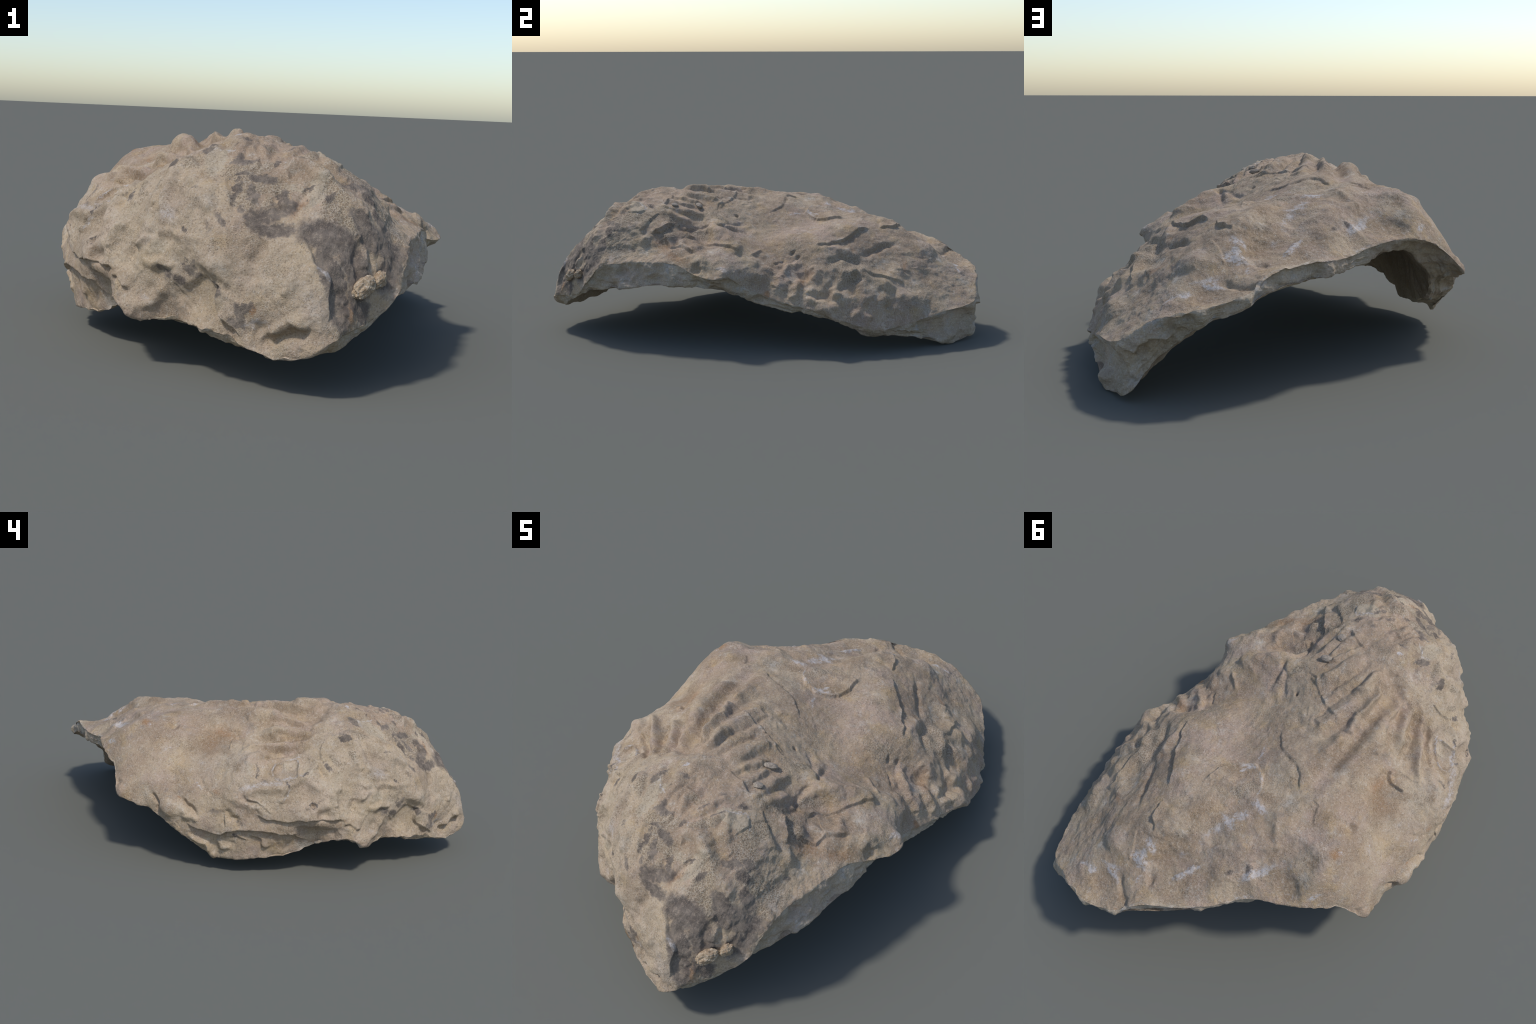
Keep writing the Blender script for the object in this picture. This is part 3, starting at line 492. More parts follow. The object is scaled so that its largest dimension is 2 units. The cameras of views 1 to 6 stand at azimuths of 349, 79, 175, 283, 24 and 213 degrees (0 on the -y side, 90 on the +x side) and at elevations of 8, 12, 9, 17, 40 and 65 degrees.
CHALK = [
    ((-0.195, 0.596, 0.457), (-0.251, 0.526, 0.481), .016, 1),
    ((-0.256, 0.513, 0.491), (-0.305, 0.483, 0.507), .012, .8),
    ((-0.007, 0.467, 0.516), (-0.040, 0.478, 0.517), .014, 1),
    ((0.002, 0.529, 0.493), (-0.007, 0.498, 0.506), .010, .7),
    ((0.047, 0.766, 0.404), (-0.006, 0.675, 0.435), .010, 1),
    ((-0.194, 0.692, 0.397), (-0.244, 0.639, 0.413), .012, .7),
    ((-0.436, 0.526, 0.451), (-0.459, 0.499, 0.459), .010, 1),
    ((-0.325, 0.563, 0.449), (-0.390, 0.549, 0.449), .008, .6),
    ((0.204, 0.755, 0.404), (0.176, 0.765, 0.395), .018, 1),
    ((0.185, 0.692, 0.450), (0.160, 0.707, 0.433), .016, .8),
    ((0.052, 0.127, 0.525), (0.027, 0.212, 0.532), .008, .6),
    ((0.084, 0.690, 0.427), (0.049, 0.654, 0.438), .014, .6),
    ((0.035, 0.591, 0.467), (0.015, 0.584, 0.466), .010, .6),
    ((0.025, 0.571, 0.476), (-0.012, 0.474, 0.514), .012, .6),
    ((0.319, 0.839, 0.343), (0.242, 0.825, 0.352), .012, .6),
    ((0.413, 0.879, 0.283), (0.363, 0.876, 0.312), .006, 1),
    ((0.358, 0.873, 0.315), (0.321, 0.879, 0.318), .010, 1),
    ((0.328, 0.859, 0.330), (0.303, 0.844, 0.341), .008, .9),
    ((0.280, 0.845, 0.338), (0.240, 0.857, 0.332), .012, 1),
    ((0.033, 0.748, 0.410), (-0.016, 0.668, 0.440), .012, 1.1),
    ((0.194, 0.760, 0.400), (0.182, 0.724, 0.425), .012, .8),
    ((0.285, 0.845, 0.338), (0.244, 0.832, 0.347), .012, .8),
    ((-0.024, 0.471, 0.516), (-0.054, 0.408, 0.537), .010, .9),
    ((0.005, 0.541, 0.488), (-0.023, 0.496, 0.507), .010, .6),
    ((0.149, 0.836, 0.370), (0.154, 0.802, 0.379), .008, .7),
    ((-0.070, 0.354, 0.547), (-0.103, 0.361, 0.550), .014, .8),
    ((-0.023, 0.470, 0.516), (-0.066, 0.404, 0.540), .014, .9),
    ((0.075, 0.255, 0.514), (0.030, 0.228, 0.530), .008, .8),
    ((-0.108, 0.297, 0.556), (-0.136, 0.237, 0.572), .010, .5),
    ((-0.196, 0.589, 0.461), (-0.251, 0.528, 0.480), .012, 1),
    ((-0.254, 0.517, 0.488), (-0.303, 0.466, 0.517), .010, .7),
    ((-0.070, 0.355, 0.547), (-0.123, 0.374, 0.551), .014, .7),
    ((-0.443, 0.338, 0.548), (-0.448, 0.337, 0.546), .006, 2),
    ((-0.201, -0.881, 0.173), (-0.180, -0.896, 0.179), .014, .9),
    ((-0.094, -0.931, 0.289), (-0.050, -0.978, 0.221), .05, .35),
    ((-0.406, -0.615, 0.434), (-0.382, -0.661, 0.421), .022, .5),
    ((-0.450, 0.219, 0.530), (-0.433, 0.135, 0.527), .02, .35),
    ((-0.537, 0.256, 0.452), (-0.505, 0.241, 0.486), .01, .5),
    ((-0.538, 0.118, 0.441), (-0.554, 0.058, 0.438), .014, .5),
    ((-0.642, -0.124, 0.378), (-0.585, -0.291, 0.399), .014, .7),
    ((-0.621, -0.289, 0.338), (-0.594, -0.312, 0.379), .007, .8),
    ((-0.590, -0.228, 0.418), (-0.582, -0.276, 0.407), .010, .5),
    ((-0.184, -0.456, 0.636), (-0.177, -0.454, 0.637), .006, 2),
    ((0.497, -0.266, 0.372), (0.510, -0.241, 0.358), .010, .8),
    ((-0.453, -0.627, 0.192), (-0.436, -0.641, 0.181), .014, .5),
    ((-0.083, -0.653, 0.585), (-0.082, -0.669, 0.577), .004, .8),
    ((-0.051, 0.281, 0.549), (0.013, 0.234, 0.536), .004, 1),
    ((0.019, 0.227, 0.534), (0.065, 0.283, 0.520), .005, 1),
    ((0.020, -0.580, 0.602), (0.079, -0.552, 0.584), .004, 1),
    ((0.086, -0.554, 0.581), (0.100, -0.566, 0.573), .004, 1),
    ((0.102, -0.591, 0.570), (0.113, -0.597, 0.563), .004, .9),
    ((-0.212, -0.574, 0.601), (-0.248, -0.523, 0.609), .004, 1),
    ((-0.253, -0.520, 0.607), (-0.288, -0.538, 0.588), .004, 1),
    ((-0.471, -0.312, 0.481), (-0.494, -0.271, 0.470), .004, 1.2),
    ((-0.472, -0.310, 0.480), (-0.504, -0.326, 0.462), .004, 1),
    ((-0.529, -0.233, 0.460), (-0.572, -0.230, 0.432), .006, 1),
    ((-0.544, -0.338, 0.428), (-0.578, -0.280, 0.410), .008, 1),
    ((-0.501, -0.260, 0.468), (-0.467, -0.314, 0.483), .004, 1),
    ((-0.319, -0.772, 0.275), (-0.282, -0.810, 0.259), .005, .7),
    ((-0.043, -0.923, 0.337), (-0.012, -0.939, 0.307), .007, .7),
    ((-0.258, 0.224, 0.589), (-0.273, 0.241, 0.586), .003, .8),
    ((-0.601, 0.096, 0.382), (-0.640, 0.029, 0.347), .004, .7),
    ((-0.631, -0.120, 0.399), (-0.653, -0.138, 0.344), .005, .6),
    ((-0.509, 0.244, 0.483), (-0.513, 0.212, 0.473), .004, .8),
    ((-0.054, 0.287, 0.550), (-0.061, 0.386, 0.542), .004, .8),
    ((0.026, 0.868, 0.376), (-0.115, 0.769, 0.389), .010, .7),
    ((-0.178, 0.709, 0.394), (-0.273, 0.629, 0.413), .007, .6),
    ((0.343, -0.569, 0.382), (0.392, -0.483, 0.383), .004, .5),
    ((0.393, -0.471, 0.389), (0.434, -0.404, 0.360), .005, .6),
    ((-0.430, -0.526, 0.479), (-0.465, -0.493, 0.456), .006, .6),
    ((-0.398, -0.568, 0.491), (-0.409, -0.592, 0.455), .008, .5),
]
RUST = [
    ((0.529, -0.065, 0.258), (0.533, -0.066, 0.243), .010, 1.2),
    ((0.242, -0.511, 0.463), (0.305, -0.476, 0.442), .03, .5),
    ((0.326, -0.477, 0.434), (0.394, -0.430, 0.398), .025, .5),
    ((0.494, 0.132, 0.322), (0.518, 0.098, 0.298), .022, .6),
    ((0.385, 0.368, 0.412), (0.393, 0.372, 0.406), .007, .8),
    ((-0.425, 0.364, 0.550), (-0.441, 0.343, 0.548), .014, .7),
    ((-0.409, 0.053, 0.545), (-0.428, -0.019, 0.535), .022, .7),
    ((-0.462, 0.081, 0.507), (-0.448, -0.003, 0.524), .022, .5),
    ((-0.199, -0.876, 0.213), (-0.198, -0.878, 0.206), .008, 1.6),
    ((-0.047, -0.694, 0.570), (-0.040, -0.696, 0.569), .004, 1.2),
    ((-0.631, 0.260, 0.301), (-0.646, 0.225, 0.281), .008, .6),
    ((-0.646, 0.145, 0.309), (-0.648, 0.115, 0.312), .005, .8),
    ((-0.643, -0.011, 0.353), (-0.650, -0.035, 0.344), .012, .5),
    ((0.043, -0.944, 0.235), (0.037, -0.957, 0.205), .022, .7),
    ((-0.094, -0.765, 0.502), (-0.120, -0.775, 0.480), .010, .5),
    ((-0.043, -0.783, 0.501), (-0.095, -0.821, 0.444), .010, .6),
    ((0.167, 0.958, 0.307), (0.151, 0.948, 0.333), .012, .5),
    ((0.455, 0.587, 0.323), (0.426, 0.601, 0.346), .016, .5),
    ((-0.402, 0.057, 0.548), (-0.422, 0.002, 0.538), .03, .5),
    ((-0.433, 0.076, 0.528), (-0.499, 0.049, 0.484), .04, .5),
    ((0.345, -0.203, 0.455), (0.272, -0.198, 0.492), .02, .3),
    ((-0.093, 0.352, 0.550), (0.141, 0.506, 0.519), .03, .2),
]
OPEN_CELLS = [
    ((-0.217, -0.659, 0.552), (-0.140, -0.661, 0.568), .022, 1),
    ((-0.224, -0.732, 0.487), (-0.199, -0.753, 0.473), .018, 1),
    ((-0.187, -0.698, 0.528), (-0.130, -0.725, 0.522), .024, 1.2),
    ((-0.067, -0.668, 0.580), (-0.002, -0.637, 0.594), .016, .8),
    ((-0.148, -0.760, 0.483), (-0.154, -0.775, 0.464), .012, .9),
    ((-0.098, -0.754, 0.511), (-0.102, -0.774, 0.490), .012, .8),
    ((-0.066, -0.570, 0.616), (-0.104, -0.575, 0.615), .014, .8),
    ((-0.321, -0.558, 0.562), (-0.325, -0.524, 0.571), .018, .9),
    ((-0.460, -0.469, 0.476), (-0.450, -0.451, 0.493), .014, .8),
    ((0.109, -0.678, 0.545), (0.152, -0.670, 0.523), .026, .9),
    ((0.117, -0.635, 0.554), (0.143, -0.550, 0.547), .026, .9),
    ((0.033, -0.784, 0.496), (0.041, -0.739, 0.532), .022, .9),
    ((0.017, -0.820, 0.464), (0.041, -0.784, 0.495), .024, 1.1),
    ((0.026, -0.827, 0.454), (0.055, -0.836, 0.436), .02, .9),
    ((0.193, -0.779, 0.392), (0.222, -0.759, 0.382), .022, .8),
    ((0.172, -0.724, 0.467), (0.244, -0.690, 0.401), .05, .6),
    ((0.182, -0.434, 0.503), (0.234, -0.473, 0.469), .03, .8),
    ((0.186, -0.348, 0.485), (0.232, -0.305, 0.463), .025, .7),
    ((0.123, -0.472, 0.556), (0.149, -0.441, 0.530), .02, .7),
    ((0.162, -0.192, 0.528), (0.124, -0.237, 0.556), .012, 1),
    ((0.008, 0.357, 0.536), (-0.011, 0.328, 0.541), .025, .8),
    ((0.228, -0.462, 0.472), (0.195, -0.455, 0.496), .014, .7),
    ((-0.409, -0.521, 0.506), (-0.413, -0.540, 0.491), .012, .8),
    ((-0.472, -0.446, 0.472), (-0.441, -0.518, 0.471), .008, .7),
    ((-0.327, -0.485, 0.579), (-0.325, -0.524, 0.572), .016, .6),
    ((0.476, 0.260, 0.380), (0.457, 0.417, 0.354), .05, .7),
    ((0.506, 0.284, 0.354), (0.555, 0.327, 0.309), .05, .6),
    ((0.541, 0.379, 0.320), (0.388, 0.411, 0.404), .05, .5),
    ((0.314, 0.088, 0.454), (0.380, 0.095, 0.406), .05, .5),
    ((-0.205, -0.691, 0.529), (-0.200, -0.737, 0.488), .02, 1),
]
PALE_CRUST = [
    ((-0.261, -0.542, 0.598), (-0.266, -0.617, 0.563), .028, .8),
    ((0.031, -0.590, 0.598), (0.099, -0.593, 0.571), .028, .9),
    ((-0.030, -0.791, 0.495), (0.006, -0.739, 0.539), .022, .8),
    ((-0.079, -0.747, 0.523), (-0.057, -0.762, 0.518), .016, .7),
    ((-0.265, -0.573, 0.585), (-0.235, -0.552, 0.604), .022, .8),
    ((-0.434, -0.626, 0.334), (-0.407, -0.661, 0.344), .03, .5),
    ((-0.544, -0.278, 0.439), (-0.504, -0.282, 0.464), .014, .5),
    ((-0.519, -0.269, 0.457), (-0.511, -0.320, 0.457), .03, .5),
    ((-0.561, -0.457, 0.343), (-0.428, -0.524, 0.484), .04, .4),
    ((0.058, -0.852, 0.414), (0.082, -0.840, 0.419), .014, .7),
    ((-0.005, -0.904, 0.362), (0.011, -0.891, 0.376), .02, .5),
    ((0.020, -0.867, 0.407), (0.047, -0.861, 0.407), .02, .4),
    ((0.140, -0.820, 0.402), (0.173, -0.801, 0.391), .014, .4),
]
BROWN_PATCHES = [
    ((-0.251, -0.248, 0.607), (-0.245, -0.171, 0.618), .018, .9),
    ((-0.250, -0.127, 0.622), (-0.249, -0.012, 0.617), .020, 1),
    ((-0.250, 0.013, 0.615), (-0.239, 0.111, 0.612), .020, .9),
    ((-0.256, -0.352, 0.606), (-0.257, -0.290, 0.601), .024, .8),
    ((-0.378, -0.206, 0.543), (-0.417, -0.156, 0.522), .012, 1),
    ((-0.428, -0.270, 0.499), (-0.482, -0.170, 0.502), .013, .9),
    ((-0.360, -0.330, 0.540), (-0.370, -0.286, 0.525), .014, .8),
    ((-0.337, -0.170, 0.582), (-0.354, -0.108, 0.571), .020, .7),
    ((-0.404, -0.024, 0.547), (-0.448, 0.039, 0.520), .03, .8),
    ((-0.475, 0.017, 0.506), (-0.536, -0.045, 0.482), .02, .7),
    ((-0.186, 0.068, 0.615), (-0.184, 0.149, 0.608), .03, .5),
    ((-0.131, 0.303, 0.558), (-0.085, 0.321, 0.552), .014, .8),
    ((-0.400, 0.262, 0.567), (-0.428, 0.227, 0.546), .016, .9),
    ((-0.312, 0.258, 0.584), (-0.334, 0.251, 0.582), .03, .6),
    ((-0.383, 0.418, 0.537), (-0.381, 0.432, 0.530), .016, 1),
    ((-0.311, 0.530, 0.470), (-0.346, 0.536, 0.465), .035, .8),
    ((-0.453, 0.090, 0.513), (-0.491, 0.124, 0.482), .022, .7),
    ((0.134, 0.695, 0.436), (0.073, 0.640, 0.451), .05, .8),
    ((0.013, 0.785, 0.404), (-0.054, 0.729, 0.424), .05, .7),
    ((-0.061, 0.683, 0.445), (-0.091, 0.686, 0.445), .03, .8),
    ((0.327, 0.922, 0.297), (0.253, 0.878, 0.320), .05, .6),
    ((0.190, 0.901, 0.333), (0.157, 0.914, 0.341), .02, .7),
    ((0.105, 0.540, 0.512), (0.068, 0.455, 0.525), .03, .6),
    ((0.360, 0.329, 0.437), (0.450, 0.275, 0.397), .02, .4),
    ((0.468, 0.119, 0.334), (0.488, 0.112, 0.318), .016, .9),
    ((0.101, 0.292, 0.513), (0.035, 0.266, 0.528), .025, .8),
    ((-0.184, 0.079, 0.615), (-0.182, 0.187, 0.597), .018, .5),
    ((0.240, -0.048, 0.448), (0.204, -0.045, 0.463), .03, .4),
    ((0.356, -0.377, 0.429), (0.356, -0.377, 0.429), .018, .8),
    ((0.342, -0.420, 0.435), (0.305, -0.460, 0.444), .02, .6),
    ((0.046, -0.289, 0.590), (0.036, -0.298, 0.593), .010, 1),
    ((0.340, -0.450, 0.434), (0.397, -0.419, 0.397), .02, .8),
    ((0.266, -0.495, 0.449), (0.314, -0.478, 0.439), .022, .9),
    ((0.404, -0.388, 0.399), (0.422, -0.395, 0.376), .012, .8),
    ((0.116, -0.491, 0.562), (0.137, -0.433, 0.539), .016, .8),
    ((-0.212, -0.007, 0.619), (-0.215, 0.109, 0.614), .014, .9),
    ((-0.247, -0.110, 0.623), (-0.239, -0.229, 0.614), .018, .6),
    ((-0.237, -0.302, 0.611), (-0.190, -0.308, 0.629), .02, .7),
    ((-0.414, -0.171, 0.524), (-0.373, -0.249, 0.532), .012, .9),
    ((-0.472, -0.210, 0.495), (-0.454, -0.273, 0.488), .014, .8),
    ((-0.441, 0.026, 0.526), (-0.444, -0.005, 0.526), .018, .8),
    ((-0.423, 0.022, 0.537), (-0.496, 0.128, 0.478), .03, .8),
    ((-0.419, 0.238, 0.553), (-0.428, 0.216, 0.543), .018, .7),
    ((-0.579, -0.106, 0.469), (-0.605, -0.079, 0.438), .014, .7),
    ((-0.586, -0.354, 0.371), (-0.578, -0.409, 0.354), .03, .5),
    ((-0.616, -0.306, 0.339), (-0.600, -0.344, 0.353), .014, .6),
    ((-0.591, -0.443, 0.290), (-0.577, -0.461, 0.295), .016, .8),
    ((-0.593, -0.384, 0.232), (-0.545, -0.515, 0.233), .02, .5),
    ((-0.658, -0.129, 0.264), (-0.643, -0.212, 0.292), .018, .5),
    ((-0.393, -0.484, 0.534), (-0.393, -0.510, 0.526), .016, .5),
    ((-0.541, -0.236, 0.452), (-0.577, -0.249, 0.421), .012, .7),
    ((-0.412, -0.103, 0.534), (-0.399, -0.223, 0.525), .014, .7),
    ((-0.321, -0.602, 0.543), (-0.292, -0.652, 0.529), .016, .5),
    ((-0.471, -0.202, 0.498), (-0.456, -0.257, 0.489), .014, .6),
    ((-0.635, -0.167, 0.166), (-0.614, -0.219, 0.143), .014, .5),
    ((-0.575, -0.461, 0.246), (-0.499, -0.581, 0.245), .02, .6),
    ((-0.126, -0.941, 0.176), (-0.088, -0.968, 0.176), .018, .6),
    ((0.343, -0.466, 0.429), (0.407, -0.409, 0.389), .02, .9),
    ((0.244, -0.514, 0.462), (0.255, -0.554, 0.446), .02, .5),
    ((0.345, -0.447, 0.432), (0.419, -0.387, 0.383), .03, .7),
    ((0.299, -0.033, 0.423), (0.296, 0.040, 0.443), .03, .5),
    ((0.631, 0.626, 0.107), (0.619, 0.674, 0.097), .025, 1),
    ((0.526, 0.908, 0.129), (0.578, 0.817, 0.131), .03, .8),
    ((-0.341, 0.539, 0.462), (-0.358, 0.555, 0.450), .02, .8),
    ((-0.021, 0.666, 0.442), (-0.051, 0.684, 0.444), .03, .6),
    ((0.104, 0.670, 0.444), (0.096, 0.705, 0.422), .035, .8),
    ((0.586, 0.653, 0.196), (0.556, 0.692, 0.215), .012, .7),
]
CREAM_FLANK = [
    ((-0.590, -0.352, 0.366), (-0.373, -0.699, 0.378), .22, 1),
    ((-0.291, -0.802, 0.246), (-0.203, -0.876, 0.194), .18, 1),
    ((-0.141, -0.878, 0.327), (-0.070, -0.973, 0.216), .14, 1),
    ((-0.570, -0.335, 0.400), (-0.331, -0.762, 0.304), .2, 1),
    ((-0.474, -0.425, 0.477), (-0.353, -0.691, 0.437), .15, 1),
    ((-0.499, 0.127, 0.475), (-0.616, -0.161, 0.415), .15, .8),
]



# ================================================================== surface loft
def ring_nodes(rings):
    q, p = [], []
    for radius, pts in rings:
        for k, xyz in enumerate(pts):
            a = 2 * pi * k / len(pts)
            q.append((HALF_WIDTH * radius * np.cos(a), HALF_LENGTH * radius * np.sin(a)))
            p.append(xyz)
    return np.array(q), np.array(p)


class ThinPlate:
    """Smooth surface through control points given over the unrolled valve."""

    def __init__(self, rings):
        self.q, xyz = ring_nodes(rings)
        n = len(self.q)
        m = np.zeros((n + 3, n + 3))
        m[:n, :n] = self.kernel(self.q) + 1e-9 * np.eye(n)
        m[:n, n:] = np.c_[np.ones(n), self.q]
        m[n:, :n] = m[:n, n:].T
        self.c = np.linalg.solve(m, np.vstack([xyz, np.zeros((3, 3))]))

    def kernel(self, q):
        d2 = (q[:, None, 0] - self.q[None, :, 0]) ** 2 + (q[:, None, 1] - self.q[None, :, 1]) ** 2
        return 0.5 * d2 * np.log(d2 + 1e-12)

    def __call__(self, q):
        out = np.empty((len(q), 3))
        for i in range(0, len(q), 40000):
            s = q[i:i + 40000]
            out[i:i + 40000] = self.kernel(s) @ self.c[:-3] + np.c_[np.ones(len(s)), s] @ self.c[-3:]
        return out


def disk_grid(n):
    """A square grid bent onto the unit disk, so that the quads stay even."""
    t = np.linspace(-1, 1, n + 1)
    a, b = np.meshgrid(t, t, indexing="xy")
    a, b = a.ravel(), b.ravel()
    r = np.maximum(abs(a), abs(b))
    with np.errstate(divide="ignore", invalid="ignore"):
        phi = np.where(abs(a) >= abs(b),
                       np.where(a >= 0, 0, pi) + pi / 4 * np.where(a != 0, b / a, 0),
                       np.where(b >= 0, pi / 2, -pi / 2) - pi / 4 * np.where(b != 0, a / b, 0))
    return r, phi


def grid_border(n):
    """Indices of the border vertices, counter-clockwise from the corner (-1, -1)."""
    w = n + 1
    return np.concatenate([np.arange(n), n + w * np.arange(n),
                           (w * w - 1) - np.arange(n), w * n - w * np.arange(n)])


def grid_quads(n, flip=False):
    w = n + 1
    i = (np.arange(n)[:, None] * w + np.arange(n)[None]).ravel()
    q = np.stack([i, i + 1, i + w + 1, i + w], 1)
    return q[:, ::-1] if flip else q


def unrolled(r, phi):
    return np.stack([HALF_WIDTH * r * np.cos(phi), HALF_LENGTH * r * np.sin(phi)], 1)


def vertex_normals(p, quads):
    n = np.cross(p[quads[:, 2]] - p[quads[:, 0]], p[quads[:, 3]] - p[quads[:, 1]])
    out = np.stack([np.bincount(quads.ravel(), np.repeat(n[:, k], 4), len(p)) for k in range(3)], 1)
    return out / (np.linalg.norm(out, axis=1, keepdims=True) + 1e-12)


# ================================================================== noise
def lattice(ix, iy, iz, seed):
    h = (ix * 374761393 + iy * 668265263 + iz * 2147483647 + seed * 1274126177) & 0xFFFFFFFF
    h = ((h ^ (h >> 13)) * 1274126177) & 0xFFFFFFFF
    h = ((h ^ (h >> 16)) * 2246822519) & 0xFFFFFFFF
    return (h ^ (h >> 15)) & 0xFFFFFFFF


def noise(p, scale, seed=0):
    """Gradient noise, about -1 to 1."""
    x = p * scale + 100.0 + 17.3 * seed
    i = np.floor(x).astype(np.int64)
    f = (x - i)
    u = f * f * f * (f * (f * 6 - 15) + 10)
    total = 0.0
    for dx in (0, 1):
        wx = u[:, 0] if dx else 1 - u[:, 0]
        for dy in (0, 1):
            wy = u[:, 1] if dy else 1 - u[:, 1]
            for dz in (0, 1):
                wz = u[:, 2] if dz else 1 - u[:, 2]
                h = lattice(i[:, 0] + dx, i[:, 1] + dy, i[:, 2] + dz, seed)
                g = ((h & 1023) / 511.5 - 1) * (f[:, 0] - dx)
                g += (((h >> 10) & 1023) / 511.5 - 1) * (f[:, 1] - dy)
                g += (((h >> 20) & 1023) / 511.5 - 1) * (f[:, 2] - dz)
                total = total + wx * wy * wz * g
    return total * 1.3


def smooth(x, lo, hi):
    t = np.clip((x - lo) / (hi - lo), 0, 1)
    return t * t * (3 - 2 * t)


# ================================================================== body
r, phi = disk_grid(GRID)
border = grid_border(GRID)
outer_p = ThinPlate(OUTER_FACE_RINGS)(unrolled(r, phi))
inner_p = ThinPlate(INNER_FACE_RINGS)(unrolled(r, phi))
n_face, n_rim = len(outer_p), len(border)
rows = np.arange(1, EDGE_ROWS) / EDGE_ROWS
edge_p = (outer_p[border][None] * (1 - rows)[:, None, None] + inner_p[border][None] * rows[:, None, None]).reshape(-1, 3)
body = np.vstack([outer_p, edge_p, inner_p])
edge_index = np.vstack([border, n_face + np.arange((EDGE_ROWS - 1) * n_rim).reshape(EDGE_ROWS - 1, n_rim),
                        n_face + (EDGE_ROWS - 1) * n_rim + border])
nxt = np.roll(np.arange(n_rim), -1)
edge_quads = np.stack([edge_index[:-1], edge_index[1:], edge_index[1:][:, nxt], edge_index[:-1][:, nxt]], -1).reshape(-1, 4)
outer_quads = grid_quads(GRID)
inner_quads = grid_quads(GRID, True) + n_face + (EDGE_ROWS - 1) * n_rim
all_quads = np.vstack([outer_quads, edge_quads, inner_quads])

# how far a vertex belongs to the outer face (1), the broken edge, the hollow (0)
across = np.concatenate([np.zeros(n_face), np.repeat(rows, n_rim), np.ones(n_face)])
depth_in = np.concatenate([1 - r, np.zeros(len(edge_p)), 1 - r])       # 0 on the rims
on_outer = 1 - smooth(across, 0.0, 0.35)
on_edge = np.where((across > 0) & (across < 1), np.sin(np.clip(across, 0, 1) * pi) ** 0.5, 0)
on_inner = smooth(across, 0.65, 1.0)
normal = vertex_normals(body, all_quads)
base = body.copy()


def along_course(p, pts):
    """Distance to a polyline, the place along it (0..1) and the nearest direction."""
    best = np.full(len(p), 1e9)
    where, toward, off = np.zeros(len(p)), np.zeros((len(p), 3)), np.zeros((len(p), 3))
    seg = np.diff(pts, axis=0)
    size = np.linalg.norm(seg, axis=1)
    start = np.r_[0, np.cumsum(size)]
    for k, s in enumerate(seg):
        t = np.clip(((p - pts[k]) @ s) / (size[k] ** 2 + 1e-12), 0, 1)
        d = p - (pts[k] + t[:, None] * s)
        dist = np.linalg.norm(d, axis=1)
        m = dist < best
        best[m], off[m], toward[m] = dist[m], d[m], s / (size[k] + 1e-9)
        where[m] = (start[k] + t[m] * size[k]) / start[-1]
    return best, where, toward, off


def wander(p, seed):
    slow = np.stack([noise(p, 22, seed + k) for k in range(3)], 1)
    quick = np.stack([noise(p, 60, seed + 3 + k) for k in range(3)], 1)
    return slow * 0.009, quick * 0.003


def raise_relief():
    lift = np.zeros(len(base))
    slow, quick = np.zeros_like(base), np.zeros_like(base)
    here = on_inner < 1
    slow[here], quick[here] = wander(base[here], 31)
    for kind, width, height, course in RELIEF:
        belongs = on_edge if kind.startswith("edge_") else on_outer
        kind = kind.replace("edge_", "")
        pts = np.array(course, float)
        reach = 3.2 * width + 0.02
        lo, hi = pts.min(0) - reach, pts.max(0) + reach
        near = np.where((base[:, 1] > lo[1]) & (base[:, 1] < hi[1]) & (base[:, 0] > lo[0]) & (base[:, 0] < hi[0])
                        & (base[:, 2] > lo[2]) & (base[:, 2] < hi[2]) & (belongs > 0))[0]
        if not len(near):
            continue
        p = base[near] + slow[near]
        if kind == "lump":
            d = np.linalg.norm(p - pts[0], axis=1) / width
            lift[near] += belongs[near] * 1.15 * height * np.exp(-(d ** 2.4) * 0.8)
            continue
        dist, where, toward, off = along_course(p + quick[near], pts)
        if kind in ("ridge", "furrow"):
            end = smooth(where, 0, 0.18) * (1 - smooth(where, 0.82, 1))
            if np.linalg.norm(pts[0] - pts[-1]) < 1e-4:
                end = 1.0
            sign = 1 if kind == "ridge" else -1
            lift[near] += belongs[near] * sign * 1.55 * height * np.exp(-0.5 * (dist / width) ** 2) * (0.35 + 0.65 * end)
        else:
            left = np.cross(normal[near], toward)
            side = (off * left).sum(1)
            beyond = np.linalg.norm(off - left * side[:, None], axis=1)
            cliff = smooth(side, -0.005, 0.004)
            up = cliff * np.exp(-np.clip(side, 0, None) / width)
            foot = -0.25 * np.exp(-(np.clip(-side, 0, None) / (0.35 * width)) ** 2) * (1 - cliff)
            fade = np.exp(-(beyond / 0.02) ** 2) * smooth(where, 0, 0.12) * (1 - smooth(where, 0.88, 1))
            lift[near] += belongs[near] * height * (up + foot) * fade
    return lift - on_outer * 0.005 * smooth(depth_in, 0.0, 0.08)


def weathering(p):
    calm = np.exp(-(np.linalg.norm((p - [-0.52, 0.28, 0.40]) / [0.25, 0.30, 0.25], axis=1)) ** 2)
    rough = 1 - 0.65 * calm
    flow = p * [1.0, 0.7, 1.0]
    out = noise(flow, 11, 1) * 0.0060 + noise(p, 26, 2) * 0.0040 * rough
    out += noise(p, 48, 3) * 0.0022 * rough
    crusty = smooth(-p[:, 1], 0.25, 0.65)
    out += crusty * (noise(p, 34, 7) * 0.0035 + np.maximum(noise(p, 19, 8), 0.05) * 0.008 - abs(noise(p, 60, 10)) * 0.0025)
    out += (abs(noise(p, 15, 9)) - 0.2) * 0.0035 * rough          # rounded lumps with pinched creases
    fine = noise(p, 95, 4) * 0.0011 + noise(p, 190, 5) * 0.0006 + noise(p, 330, 6) * 0.0003
    return out + fine * (0.4 + 0.6 * rough)


